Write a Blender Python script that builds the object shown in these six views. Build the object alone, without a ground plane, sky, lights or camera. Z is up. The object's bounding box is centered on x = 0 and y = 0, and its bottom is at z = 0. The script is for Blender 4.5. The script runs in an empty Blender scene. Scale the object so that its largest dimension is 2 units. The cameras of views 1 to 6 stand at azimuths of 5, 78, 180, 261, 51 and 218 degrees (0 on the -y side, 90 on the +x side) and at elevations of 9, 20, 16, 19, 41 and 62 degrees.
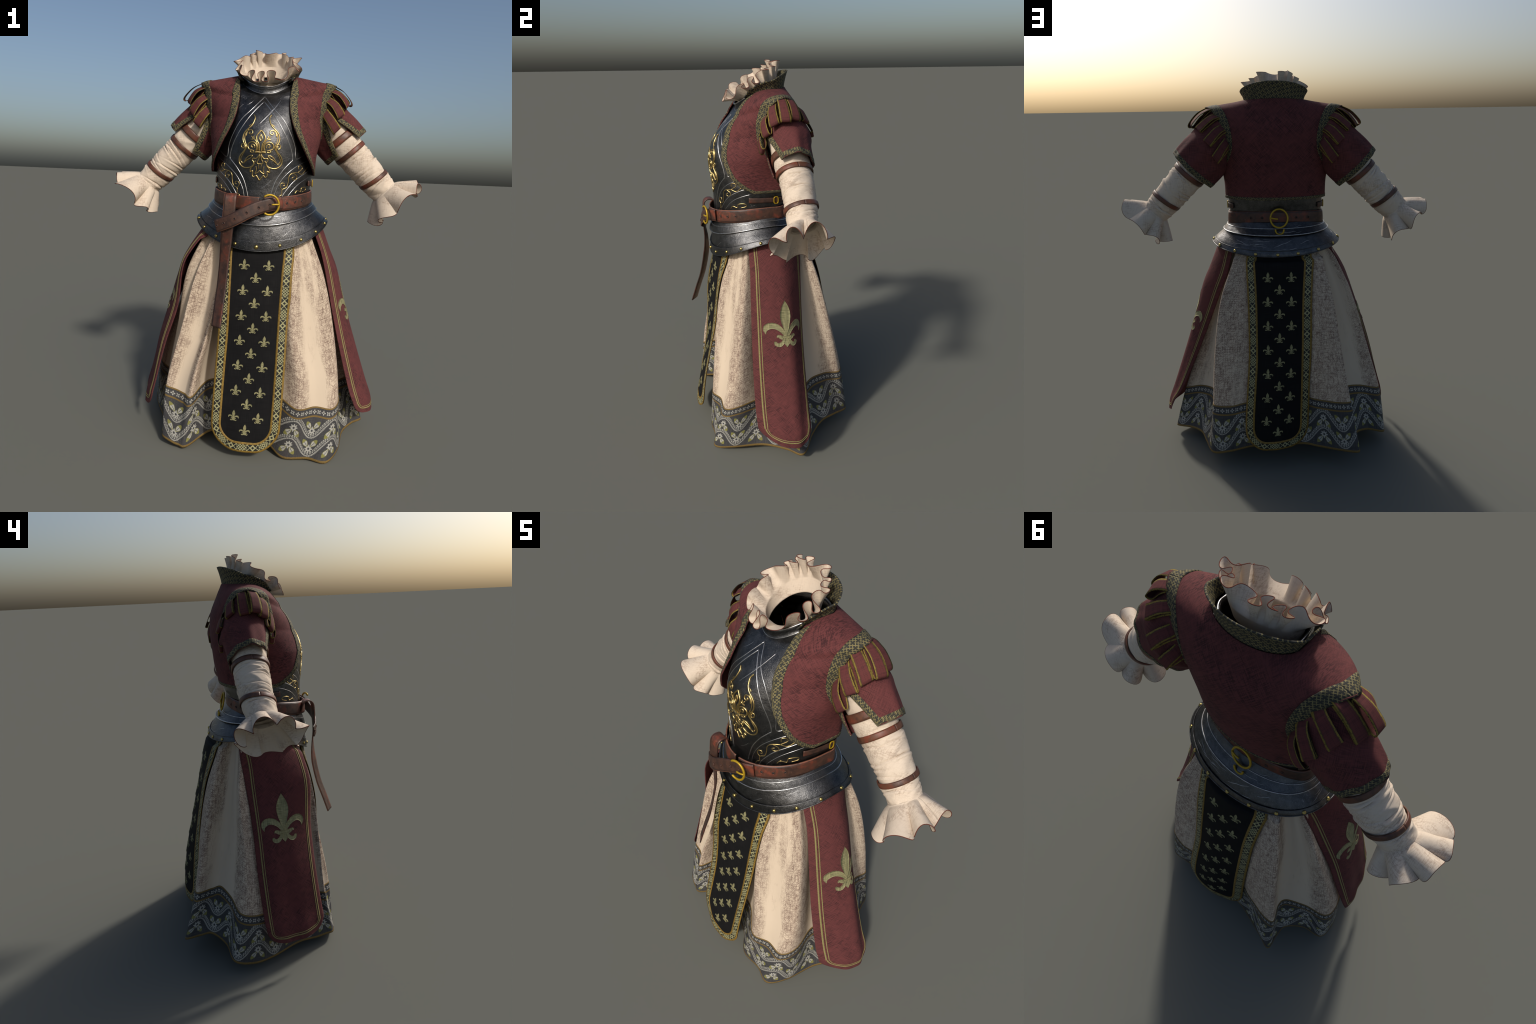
import bpy, bmesh, math
import numpy as np
from mathutils import Vector
from mathutils.bvhtree import BVHTree

rng = np.random.default_rng(7)
pi = math.pi

# ---------------------------------------------------------------- node helper
class Ex:
    """A scalar shader expression; arithmetic on it adds Math nodes."""
    def __init__(s, nt, sock): s.nt, s.k = nt, sock
    def _m(s, op, *a):
        n = s.nt.nodes.new('ShaderNodeMath'); n.operation = op
        for i, x in enumerate((s,) + a):
            if isinstance(x, Ex): s.nt.links.new(x.k, n.inputs[i])
            else: n.inputs[i].default_value = float(x)
        return Ex(s.nt, n.outputs[0])
    def __add__(s, o): return s._m('ADD', o)
    __radd__ = __add__
    def __sub__(s, o): return s._m('SUBTRACT', o)
    def __rsub__(s, o): return (s * -1) + o
    def __mul__(s, o): return s._m('MULTIPLY', o)
    __rmul__ = __mul__
    def __truediv__(s, o): return s._m('DIVIDE', o)
    def lt(s, o): return s._m('LESS_THAN', o)
    def gt(s, o): return s._m('GREATER_THAN', o)
    def fract(s): return s._m('FRACT')
    def floor(s): return s._m('FLOOR')
    def abs(s): return s._m('ABSOLUTE')
    def sin(s): return s._m('SINE')
    def cos(s): return s._m('COSINE')
    def sqrt(s): return s._m('SQRT')
    def pw(s, e): return s._m('POWER', e)
    def min(s, o): return s._m('MINIMUM', o)
    def max(s, o): return s._m('MAXIMUM', o)
    def mod(s, o): return s._m('FLOORED_MODULO', o)
    def atan2(s, o): return s._m('ARCTAN2', o)
    def inv(s): return 1 - s
    def step(s, a, b):
        n = s.nt.nodes.new('ShaderNodeMapRange'); n.interpolation_type = 'SMOOTHSTEP'
        s.nt.links.new(s.k, n.inputs[0])
        n.inputs[1].default_value, n.inputs[2].default_value = a, b
        return Ex(s.nt, n.outputs[0])

def hyp(a, b): return (a * a + b * b).sqrt()

class Mat:
    def __init__(s, name, rough=.8, metal=0., spec=.3):
        s.m = bpy.data.materials.new(name); s.m.use_nodes = True
        s.nt = s.m.node_tree; s.b = s.nt.nodes['Principled BSDF']
        s.b.inputs['Roughness'].default_value = rough
        s.b.inputs['Metallic'].default_value = metal
        s.b.inputs['Specular IOR Level'].default_value = spec
        s.tc = s.nt.nodes.new('ShaderNodeTexCoord')
        sep = s.nt.nodes.new('ShaderNodeSeparateXYZ')
        s.nt.links.new(s.tc.outputs['Generated'], sep.inputs[0])
        s.u, s.v, s.w = (Ex(s.nt, sep.outputs[i]) for i in range(3))
        sep2 = s.nt.nodes.new('ShaderNodeSeparateXYZ')
        s.nt.links.new(s.tc.outputs['Object'], sep2.inputs[0])
        s.x, s.y, s.z = (Ex(s.nt, sep2.outputs[i]) for i in range(3))
    def vec(s, x, y, z=0.):
        n = s.nt.nodes.new('ShaderNodeCombineXYZ')
        for i, a in enumerate((x, y, z)):
            if isinstance(a, Ex): s.nt.links.new(a.k, n.inputs[i])
            else: n.inputs[i].default_value = a
        return n.outputs[0]
    def noise(s, scale, vec=None, detail=4., rough=.55, flat=False):
        n = s.nt.nodes.new('ShaderNodeTexNoise')
        n.inputs['Scale'].default_value = scale; n.inputs['Detail'].default_value = detail
        n.inputs['Roughness'].default_value = rough
        s.nt.links.new(vec if vec is not None else s.tc.outputs['Generated' if flat else 'Object'], n.inputs['Vector'])
        return Ex(s.nt, n.outputs[0])
    def voronoi(s, scale, vec=None, feature='F1', flat=False):
        n = s.nt.nodes.new('ShaderNodeTexVoronoi'); n.feature = feature
        n.inputs['Scale'].default_value = scale
        s.nt.links.new(vec if vec is not None else s.tc.outputs['Generated' if flat else 'Object'], n.inputs['Vector'])
        return Ex(s.nt, n.outputs['Distance'])
    def rgb(s, c):
        n = s.nt.nodes.new('ShaderNodeRGB'); n.outputs[0].default_value = (*c, 1); return n.outputs[0]
    def mix(s, f, a, b):
        n = s.nt.nodes.new('ShaderNodeMix'); n.data_type = 'RGBA'
        if isinstance(f, Ex): s.nt.links.new(f.k, n.inputs[0])
        else: n.inputs[0].default_value = f
        for i, c in ((6, a), (7, b)):
            if isinstance(c, tuple): n.inputs[i].default_value = (*c, 1)
            else: s.nt.links.new(c, n.inputs[i])
        return n.outputs[2]
    def out(s, col=None, rough=None, metal=None, bump=None, strength=.3, dist=.002):
        if col is not None:
            if isinstance(col, tuple): col = s.rgb(col)
            s.nt.links.new(col, s.b.inputs['Base Color'])
        for nm, e in (('Roughness', rough), ('Metallic', metal)):
            if e is not None: s.nt.links.new(e.k, s.b.inputs[nm])
        if bump is not None:
            n = s.nt.nodes.new('ShaderNodeBump'); n.inputs['Strength'].default_value = strength
            n.inputs['Distance'].default_value = dist
            s.nt.links.new(bump.k, n.inputs['Height']); s.nt.links.new(n.outputs[0], s.b.inputs['Normal'])
        return s.m
    def weave(s, fu, fv, flat=True, low=14., rot=False):
        """crossing threads: two noises stretched along the two cloth directions"""
        a, b, c = (s.u, s.v, 0.) if flat else (s.x, s.z, s.y)
        cc = c if not isinstance(c, Ex) else c * 60
        if rot: a, b = (a + b) * .7, (a - b) * .7
        h = s.noise(1., s.vec(a * low, b * fv, cc), 1.5, .5)
        k = s.noise(1., s.vec(a * fu, b * low, cc), 1.5, .5)
        return h, k

# ---------------------------------------------------------------- materials
RED = (.118, .035, .034); RED_D = (.030, .012, .013)
INK = (.0105, .0105, .0115)
PALE_GOLD = (.33, .29, .12)
OCHRE = (.22, .135, .022)
LINEN = (.585, .485, .37); LINEN_STAIN = (.150, .094, .074)

def mat_red(name, flat=True):
    M = Mat(name, .88, 0, .2)
    h, k = M.weave(480, 480, flat, 22., True)
    big = M.noise(9., flat=flat, detail=5)
    dark = (h + k) * .5
    f = (dark.step(.46, .58) * big.step(.35, .65)) * .50 + dark.step(.42, .58) * .35 + M.noise(5., flat=flat).step(.5, .8) * .25
    c = M.mix(f, RED, RED_D)
    c = M.mix(M.noise(22., flat=flat).step(.55, .8) * .3, c, (.17, .05, .045))
    b = M.noise(1., M.vec((M.u if flat else M.x) * 600, (M.v if flat else M.z) * 600, 0. if flat else M.y * 600), 1)
    return M.out(c, bump=b, strength=.25, dist=.001)

def lattice(M, p, w, broken=True):
    """diagonal interlaced key lattice in cloth coordinates, period p"""
    a = (M.u + M.v) / p; b = (M.u - M.v) / p
    la = (a.fract() - .5).abs().lt(w); lb = (b.fract() - .5).abs().lt(w)
    if broken:
        ia = (a + .5).floor(); ib = (b + .5).floor()
        fa = a.floor(); fb = b.floor()
        la = la * ((fa + fb * 2).mod(5.)).gt(.5)
        lb = lb * ((fa * 2 - fb).mod(5.)).gt(.5)
    return la.max(lb)

def mat_trim(name):
    M = Mat(name, .8, 0, .3)
    g = lattice(M, .0125, .14)
    n = M.noise(160., flat=True)
    wear = M.noise(30., flat=True).step(.3, .6)
    c = M.mix(g * (n.step(.25, .5)) * (wear * .45 + .55), M.mix(M.noise(40., flat=True), (.018, .019, .016), (.042, .040, .030)), (.20, .165, .07))
    return M.out(c, bump=g + n * .4, strength=.35, dist=.0012)

def mat_tabard(name):
    M = Mat(name, .75, 0, .12)
    h, k = M.weave(700, 700)
    c = M.mix((h + k).step(.8, 1.3), (.0045, .0045, .005), (.010, .0098, .010))
    c = M.mix(M.noise(14., flat=True).step(.5, .8) * .5, c, (.013, .0125, .0125))
    b = M.noise(1., M.vec(M.u * 700, M.v * 700), 1)
    return M.out(c, bump=b, strength=.15, dist=.001)

def mat_tab_border(name, w):
    """u along the border, v across it (0..w): ochre edgings, pale knot lattice between"""
    M = Mat(name, .6, 0, .35)
    q = M.v / w
    edge = (q - .5).abs().gt(.30)
    p = w * .54
    uu = M.u / p; vv = (M.v - w / 2) / p
    a = uu + vv; b = uu - vv
    X = (a.fract() - .5).abs().lt(.085).max((b.fract() - .5).abs().lt(.085))
    r = (uu.mod(4.) - 2.).abs()                     # knots of small diamonds alternate with chevrons
    a2 = a * 2; b2 = b * 2
    D = (a2.fract() - .5).abs().lt(.17).max((b2.fract() - .5).abs().lt(.17))
    kn = (r + vv.abs()).lt(1.05)
    ch = ((r - vv.abs() * 1.) - 1.62).abs().lt(.11)
    pat = (D * kn).max(X * kn.inv() * 1.).max(ch)
    n = M.noise(220., flat=True)
    c = M.mix(pat * n.step(.2, .45), (.011, .011, .010), (.30, .285, .145))
    oc = M.mix(M.noise(120., flat=True).step(.35, .7), OCHRE, (.12, .072, .012))
    c = M.mix(edge, c, oc)
    return M.out(c, bump=(pat + edge) + n * .3, strength=.3, dist=.001)

def mat_fleur(name):
    M = Mat(name, .7, 0, .3)
    h, k = M.weave(430, 430, True, 20.)
    n = (h + k) * .5
    c = M.mix(n.step(.42, .58), (.29, .27, .14), (.13, .125, .06))
    c = M.mix(M.noise(18.).step(.45, .75) * .4, c, (.24, .20, .09))
    return M.out(c, bump=n, strength=.4, dist=.001)

def stain(M, flat=True):
    """brown cross-hatched staining that follows the threads"""
    h, k = M.weave(270, 270, flat, 17.)
    thr = h.step(.48, .60) * .6 + k.step(.48, .60) * .6
    if flat:
        blot = M.noise(1., M.vec(M.u * 6.5, M.v * 1.6), 3., .6)
    else:
        blot = M.noise(6., detail=3)
    return thr, blot

def mat_linen(name):
    M = Mat(name, .9, 0, .15)
    thr, blot = stain(M)
    diag = M.noise(1., M.vec((M.u + M.v) * 13, (M.u - M.v) * 210), 1.5, .5).step(.50, .60)
    diag = diag.max(M.noise(1., M.vec((M.u - M.v * .8) * 13, (M.u + M.v * 1.2) * 200), 1.5, .5).step(.53, .62))
    f = (thr * .8 + diag * .5).min(1.) * (blot * 1.0 + (M.w - .5) * .36 + M.noise(30., flat=True) * .3 - .12).step(.38, .64)
    n = M.noise(1., M.vec(M.u * 500, M.v * 500), 2.)
    c = M.mix(M.noise(5., flat=True), LINEN, (.545, .445, .335))
    c = M.mix(n.step(.5, .75) * .25, c, (.45, .35, .26))
    c = M.mix(f * .9, c, LINEN_STAIN)
    return M.out(c, bump=n, strength=.15, dist=.001)

def mat_shirt(name, edge=None):
    M = Mat(name, .9, 0, .15)
    h, k = M.weave(300, 300, False, 30.)
    blot = M.noise(13., detail=4)
    f = ((h.step(.48, .60) + k.step(.48, .60)) * .5) * (blot.step(.44, .62) * .8 + .2)
    crease = M.noise(1., M.vec(M.x * 12, M.y * 12, M.z * 26), 3., .6)
    cr = (crease - .5).abs().lt(.012) * blot.step(.4, .6)
    n = M.noise(420., detail=2)
    c = M.mix(M.noise(7.), (.62, .525, .42), (.57, .48, .385))
    c = M.mix(f * .6, c, (.30, .21, .155))
    c = M.mix(cr * .3, c, (.30, .22, .165))
    if edge is not None:
        c = M.mix(M.v.gt(edge), c, (.12, .036, .024))
    return M.out(c, bump=n, strength=.3, dist=.001)

HEMH = .262
def mat_hem(name):
    """u along the hem, v up from it: gold edgings, row of small flowers, two beaded waves with flowers and leaf pairs"""
    M = Mat(name, .75, 0, .3)
    u, v = M.u, M.v
    Pd = .218
    gold = v.lt(.010).max((v - .214).abs().lt(.0042)).max(v.gt(HEMH - .007))
    # small flowers
    p2 = .026
    fx = (u / p2).fract() * p2 - p2 / 2; fy = v - .236
    odd = (u / p2).floor().mod(2.)
    th = fy.atan2(fx); r = hyp(fx, fy)
    fl = r.lt((th * 4 + odd * pi).cos() * .0034 + .0083) * r.gt(.0034)
    # waves
    ph = u / Pd * 2 * pi
    sn, cs = ph.sin(), ph.cos()
    white = fl; yell = (r.lt(.0034)) * 1.; leaf_y = None
    yl = None
    A = .047
    for row, c0 in enumerate((.062, .152)):
        wv = v - (cs * A + c0)
        slope = sn * (A * 2 * pi / Pd)
        d = wv / (slope * slope + 1).sqrt()
        arc = u * 1.34 - (ph * 2).sin() * (.34 * Pd / (4 * pi))
        s = arc * 120.
        inner = hyp((s.fract() - .5) / 120., d).lt(.0037) * hyp((s.fract() - .5) / 120., d).gt(.0012)
        s2 = arc * 72.
        petal = (d - .0125).abs().lt(.0058) * (s2.fract() - .5).abs().lt(.31)
        hole = (d - .0125).abs().lt(.0022) * (s2.fract() - .5).abs().lt(.12)
        white = white.max(inner).max(petal * hole.inv())
        for inv in (0, 1):
            cx = ((u / Pd + (.5 if inv == 0 else 0.)).fract() - .5) * Pd
            cy = (v - (c0 + A - .034)) if inv == 0 else (v - (c0 - A + .036)) * -1.
            th = cy.atan2(cx); r = hyp(cx, cy)
            F = r.lt((th * 8).cos() * .0042 + .0165) * r.gt(.0056)
            # leaf pair
            ax = cx.abs() - .0235; ay = cy + .0300
            q1 = ax * .62 - ay * .78; q2 = ax * .78 + ay * .62
            lr = (q1 / .0250).abs().pw(1.35) + (q2 / .0125).abs().pw(1.6)
            lf = lr.lt(1.)
            vein = q2.abs().lt(.0012)
            yl_ = lf * q1.gt(.006).max(lf * lr.gt(.80))
            yl = yl_ if yl is None else yl.max(yl_)
            white = white.max(F).max(lf * vein.inv() * (1 - yl_))
    n = M.noise(300., flat=True)
    h, k = M.weave(400, 400)
    base = M.mix(M.noise(30., flat=True), (.026, .027, .031), (.048, .046, .046))
    base = M.mix((h + k).step(.9, 1.3) * .5, base, (.10, .095, .092))
    c = M.mix(white * n.step(.22, .5), base, (.35, .34, .30))
    c = M.mix(yl * n.step(.2, .5), c, (.20, .19, .055))
    c = M.mix(gold, c, M.mix(n.step(.3, .7), (.20, .13, .035), (.11, .068, .022)))
    thr, blot = stain(M)
    c = M.mix(thr * blot.step(.5, .65) * .45, c, (.055, .040, .034))
    return M.out(c, bump=white + gold + n * .4, strength=.3, dist=.0012)

def mat_steel(name):
    M = Mat(name, .33, 1., .5)
    n1 = M.noise(30., detail=7, rough=.7); n2 = M.noise(300., detail=3)
    sc = M.noise(1., M.vec((M.x + M.z) * 26, (M.x - M.z) * 380, M.y * 60), 2., .5)
    scr = sc.gt(.72)
    c = M.mix(n1.step(.3, .7), (.058, .059, .062), (.112, .112, .113))
    c = M.mix(n2.step(.56, .76) * .7, c, (.22, .22, .22))
    c = M.mix(scr * .45, c, (.34, .34, .34))
    ro = n1 * .16 + n2 * .14 + .20
    dent = M.noise(22., detail=4)
    return M.out(c, rough=ro, bump=dent * 1.3 + n1 * .9 + n2 * .6 - scr * .6, strength=.42, dist=.004)

def mat_plain(name, col, rough, metal, var=.35, scale=60., spec=.5):
    M = Mat(name, rough, metal, spec)
    n = M.noise(scale, detail=4)
    c = M.mix(n.step(.35, .7) * var, col, tuple(x * .3 for x in col))
    return M.out(c, bump=n, strength=.15, dist=.001)

def mat_leather(name, flat, w=.066, red=0):
    M = Mat(name, .52, 0, .45)
    n1 = M.noise(38., detail=6, rough=.65); n2 = M.noise(9., detail=4); n3 = M.noise(320., detail=2)
    c = M.mix(n1.step(.35, .65), (.105, .042, .022) if red else (.066, .030, .019), (.055, .024, .015) if red else (.030, .015, .011))
    c = M.mix(n2.step(.48, .62) * n1.step(.38, .6) * .85, c, (.175, .040, .020))
    c = M.mix(M.noise(75., detail=3).step(.64, .75) * .6, c, (.22, .12, .085))
    bp = n1 * .6 + n3 * .35
    if flat:
        q = (M.v / w - .5).abs()
        groove = (q - .405).abs().lt(.022)
        rim = q.gt(.46)
        c = M.mix(groove * .7, c, (.020, .010, .008))
        c = M.mix(rim * n1.step(.30, .5) * .8, c, (.20, .085, .052))
        bp = bp - groove * 1.2
    return M.out(c, rough=n1 * .3 + .34, bump=bp, strength=.4, dist=.0015)

def mat_strip(name, w):
    """u along, v across (0..w): red cloth, frayed yellow edging with a dark seam"""
    M = Mat(name, .85, 0, .2)
    h, k = M.weave(420, 420)
    n = M.noise(110., flat=True, detail=4)
    q = (M.v / w - .5).abs() * 2 + (n - .5) * .22
    c = M.mix((h + k).step(.85, 1.3) * .7, (.105, .030, .028), (.045, .016, .017))
    c = M.mix(q.step(.62, .74), c, (.060, .042, .020))
    c = M.mix(q.step(.74, .80) * n.step(.3, .5), c, (.20, .14, .03))
    c = M.mix(q.gt(.97), c, (.02, .018, .014))
    return M.out(c, bump=n, strength=.3, dist=.001)

m_red = mat_red('red_cloth'); m_red2 = mat_red('jacket_cloth', False); m_trim = mat_trim('lattice_trim'); m_tab = mat_tabard('black_cloth')
TBW = .050
m_tabb = mat_tab_border('knotwork_border', TBW); m_fleur = mat_fleur('fleur_embroidery')
m_linen = mat_linen('stained_linen'); m_shirt = mat_shirt('shirt_linen'); m_ruff = mat_shirt('ruffle_linen', .985)
m_hem = mat_hem('embroidered_hem'); m_steel = mat_steel('blackened_steel')
m_line = mat_plain('worn_bright_edge', (.50, .50, .50), .32, 1., .55, 90.)
m_gold = mat_plain('gilt', (.62, .46, .19), .33, 1., .5, 120.)
m_brass = mat_plain('yellow_brass', (.42, .27, .012), .45, .35, .25, 50.)
m_rivet = mat_plain('rivet_brass', (.50, .38, .13), .3, 1., .4, 90.)
BELTW = .066
m_belt = mat_leather('belt_leather', True, BELTW); m_leather = mat_leather('strap_leather', False)
m_armband = mat_leather('arm_band_leather', False, red=1)
SW = .046
m_strip = mat_strip('edged_red_strip', SW)
m_dark = mat_plain('dark_hole', (.012, .009, .008), .9, 0, .2)
m_stripe = mat_plain('woven_gold_stripe', (.27, .23, .095), .75, 0, .6, 300., .2)

# ---------------------------------------------------------------- geometry helpers
root = bpy.data.objects.new('armoured_gown', None)
bpy.context.collection.objects.link(root)
root['label'] = 'Renaissance gown with black breastplate, red bolero and ruffles'
root['category'] = 'costume'
root.empty_display_size = .2

def add(name, me, mat, parent=root):
    if mat is not None: me.materials.append(mat)
    o = bpy.data.objects.new(name, me)
    bpy.context.collection.objects.link(o); o.parent = parent
    return o

def build(name, V, F, mat, parent=root, flat=None, smooth=True):
    me = bpy.data.meshes.new(name)
    me.from_pydata([tuple(map(float, v)) for v in V], [], [tuple(map(int, f)) for f in F])
    if smooth: me.polygons.foreach_set('use_smooth', [True] * len(me.polygons))
    if flat is not None:                     # the flat sewing pattern of the piece gives its Generated coordinates
        fm = bpy.data.meshes.new(name + '_flat_pattern')
        fm.from_pydata([(float(q[0]), float(q[1]), float(q[2]) if len(q) > 2 else 0.) for q in flat], [], [tuple(map(int, f)) for f in F])
        for m in (me, fm):
            m.use_auto_texspace = False
            m.texspace_location = (.5, .5, .5); m.texspace_size = (.5, .5, .5)
        me.texture_mesh = fm
    o = add(name, me, mat, parent)
    if flat is not None:                     # an idle deform step makes the renderer take the flat pattern as rest shape
        o.modifiers.new('drape', 'SIMPLE_DEFORM').angle = 0.
    return o

def cr(pts, n, closed=False):
    """Catmull-Rom through points (k,d) -> n samples"""
    P = np.asarray(pts, float); k = len(P)
    if closed: t = np.arange(n) / n * k
    else: t = np.linspace(0, k - 1, n)
    i = np.floor(t).astype(int)
    if not closed: i = np.minimum(i, k - 2)
    f = (t - i)[:, None]
    g = (lambda j: P[j % k]) if closed else (lambda j: np.where((j < 0)[:, None], 2 * P[0] - P[1], np.where((j > k - 1)[:, None], 2 * P[-1] - P[-2], P[np.clip(j, 0, k - 1)])))
    a, b, c, d = g(i - 1), g(i), g(i + 1), g(i + 2)
    return .5 * (2 * b + (c - a) * f + (2 * a - 5 * b + 4 * c - d) * f ** 2 + (3 * b - a - 3 * c + d) * f ** 3)

def unit(v): return v / np.maximum(np.linalg.norm(v, axis=-1, keepdims=True), 1e-9)

def gnormals(P, closed=False):
    du = (np.roll(P, -1, 1) - np.roll(P, 1, 1)) if closed else np.gradient(P, axis=1)
    dv = np.gradient(P, axis=0)
    return unit(np.cross(du, dv))

def shell(name, P, mat, parent=root, thick=.003, closed=False, flat=None, sign=1, mask=None, N=None):
    """grid (nv,nu,3) -> solid sheet; sign picks the outer side; mask (nv-1,nu-1[+closed]) keeps faces"""
    nv, nu = P.shape[:2]
    if N is None: N = gnormals(P, closed) * sign
    V = np.concatenate([P.reshape(-1, 3), (P - N * thick).reshape(-1, 3)])
    off = nv * nu; F = []
    cu = nu if closed else nu - 1
    ids = np.arange(nv * nu).reshape(nv, nu)
    keep = np.ones((nv - 1, cu), bool) if mask is None else mask
    edges = {}
    for j in range(nv - 1):
        for i in range(cu):
            if not keep[j, i]: continue
            i2 = (i + 1) % nu
            q = (ids[j, i], ids[j, i2], ids[j + 1, i2], ids[j + 1, i])
            if sign < 0: q = q[::-1]
            F.append(q); F.append(tuple(x + off for x in q[::-1]))
            for a, b in zip(q, q[1:] + q[:1]):
                if (b, a) in edges: del edges[(b, a)]
                else: edges[(a, b)] = 1
    for a, b in edges: F.append((b, a, a + off, b + off))
    if flat is not None: flat = np.concatenate([flat.reshape(-1, flat.shape[-1])] * 2)
    o = build(name, V, F, mat, parent, flat)
    if mask is not None:
        bm = bmesh.new(); bm.from_mesh(o.data)
        loose = [v for v in bm.verts if not v.link_faces]
        if flat is None:
            bmesh.ops.delete(bm, geom=loose, context='VERTS'); bm.to_mesh(o.data)
        bm.free()
    return o

def tube(name, pts, r, mat, parent=root, n=8, closed=False, taper=None):
    P = np.asarray(pts, float); k = len(P)
    T = unit((np.roll(P, -1, 0) - np.roll(P, 1, 0)) if closed else np.gradient(P, axis=0))
    ref = np.array([.13, .97, .2]); A = unit(np.cross(T, ref)); B = np.cross(T, A)
    rr = np.full(k, r) if taper is None else r * np.asarray(taper)
    a = np.arange(n) / n * 2 * pi
    V = (P[:, None] + rr[:, None, None] * (A[:, None] * np.cos(a)[None, :, None] + B[:, None] * np.sin(a)[None, :, None])).reshape(-1, 3)
    F = []
    for j in range(k if closed else k - 1):
        j2 = (j + 1) % k
        for i in range(n):
            F.append((j * n + i, j * n + (i + 1) % n, j2 * n + (i + 1) % n, j2 * n + i))
    if not closed: F += [tuple(range(n))[::-1], tuple((k - 1) * n + i for i in range(n))]
    return V, F

def joined(name, parts, mat, parent=root, kind=None):
    V, F, o = [], [], 0
    for v, f in parts:
        V.append(v); F += [tuple(x + o for x in q) for q in f]; o += len(v)
    ob = build(name, np.concatenate(V), F, mat, parent)
    if kind: ob['kind'] = kind
    return ob

def strip(name, path, side, nrm, w, mat, parent=root, thick=.004, m=5, centre=True, crown=0.):
    """band along a path: side = across direction, nrm = outward"""
    path = np.asarray(path, float); side = unit(np.asarray(side, float)); nrm = unit(np.asarray(nrm, float))
    wv = np.broadcast_to(np.asarray(w, float), (len(path),))
    q = np.linspace(-.5, .5, m) if centre else np.linspace(0, 1, m)
    P = path[:, None] + side[:, None] * (q[None, :, None] * wv[:, None, None]) + nrm[:, None] * (crown * (1 - (2 * q) ** 2))[None, :, None]
    s = np.concatenate([[0], np.cumsum(np.linalg.norm(np.diff(path, axis=0), axis=1))])
    flat = np.stack(np.broadcast_arrays(s[:, None], (q[None, :] + (.5 if centre else 0)) * np.mean(wv)), -1)
    N = gnormals(P); sg = 1 if np.mean(np.sum(N * nrm[:, None], -1)) > 0 else -1
    return shell(name, P, mat, parent, thick, flat=flat, sign=sg)

def bvh_of(o):
    me = o.data
    return BVHTree.FromPolygons([v.co.copy() for v in me.vertices], [tuple(p.vertices) for p in me.polygons])

def sdir(a, e=.85):
    s, c = np.sin(a), np.cos(a)
    return np.sign(s) * np.abs(s) ** e, np.sign(c) * np.abs(c) ** e

# ---------------------------------------------------------------- torso form
# rings from the waist to the neck: front y, back y, side x, heights at front / side / back
RINGS = np.array([
    (-.282, .085, .230, 1.150, 1.150, 1.150),
    (-.284, .088, .236, 1.260, 1.260, 1.260),
    (-.287, .122, .245, 1.370, 1.370, 1.370),
    (-.299, .143, .248, 1.470, 1.460, 1.470),
    (-.301, .150, .258, 1.530, 1.520, 1.540),
    (-.290, .155, .275, 1.580, 1.580, 1.600),
    (-.264, .155, .302, 1.632, 1.660, 1.660),
    (-.222, .148, .325, 1.690, 1.750, 1.720),
    (-.184, .130, .332, 1.730, 1.805, 1.770),
    (-.172, .112, .318, 1.743, 1.832, 1.805),
    (-.164, .098, .250, 1.752, 1.842, 1.835),
    (-.158, .090, .188, 1.757, 1.849, 1.850),
    (-.153, .084, .138, 1.760, 1.856, 1.862)])
CY = .010

def torso(nt):
    R = cr(RINGS, nt)
    def P(row, th, full=0.):
        f, b, sx, zf, zs, zb = row
        x = np.sin(th); ac = np.abs(np.cos(th))
        front = np.cos(th) > 0
        k = ac ** 2
        up = min(max((zs - 1.20) / .25, 0), 1)
        y = np.where(front, CY + (f - CY) * ac ** float(np.interp(zs, [1.25, 1.40, 1.46, 1.54, 1.60, 1.66, 1.80, 1.835, 1.856], [.72, .76 - .28 * full, .90 - .38 * full, 1.2 - .42 * full, 1.45 - .28 * full, 1.6, 1.6, 1.25, .82])), CY + (b - CY) * ac ** (1.05 + .15 * up))
        z = np.where(front, zs + (zf - zs) * k, zs + (zb - zs) * k)
        return np.stack([sx * x, y, z], -1)
    return R, P

R, TP = torso(150)
TH = np.linspace(0, 2 * pi, 220, endpoint=False)
plate = np.stack([TP(r, TH) for r in R])
dip = np.clip((np.arange(150) - 128) / 21, 0, 1)          # the plate's neck lies lower than the jacket's
plate[..., 2] -= dip[:, None] * .028 * (np.sin(TH) ** 2 + (np.cos(TH) < 0) * np.cos(TH) ** 2)[None]
plate[..., 0] *= 1 - .05 * dip[:, None]
# stand-up neck rim
neck = plate[-1]
ctr = np.array([0, CY + .015, 0])
def lift(h, o):
    d = neck - ctr; d[:, 2] = 0; d = unit(d)
    return neck + d * o + np.array([0, 0, h])[None]
hN = (.5 + .5 * np.cos(TH))[:, None]
rim1 = lift(.010, -.001); rim2 = lift(.020, -.001); rim3 = lift(.030, .003)
plate = np.concatenate([plate, rim1[None], rim2[None], rim3[None]])
breast = shell('breastplate', plate, m_steel, thick=.004, closed=True)
plate_bvh = bvh_of(breast)

def on_plate(x, z, off=0.):
    h, n, _, _ = plate_bvh.ray_cast(Vector((x, -1., z)), Vector((0, 1, 0)))
    if h is None: return np.array([x, CY, z]), np.array([0, -1., 0])
    n = np.array(n); n = n if n[1] < 0 else -n
    return np.array(h) + n * off, n

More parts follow.
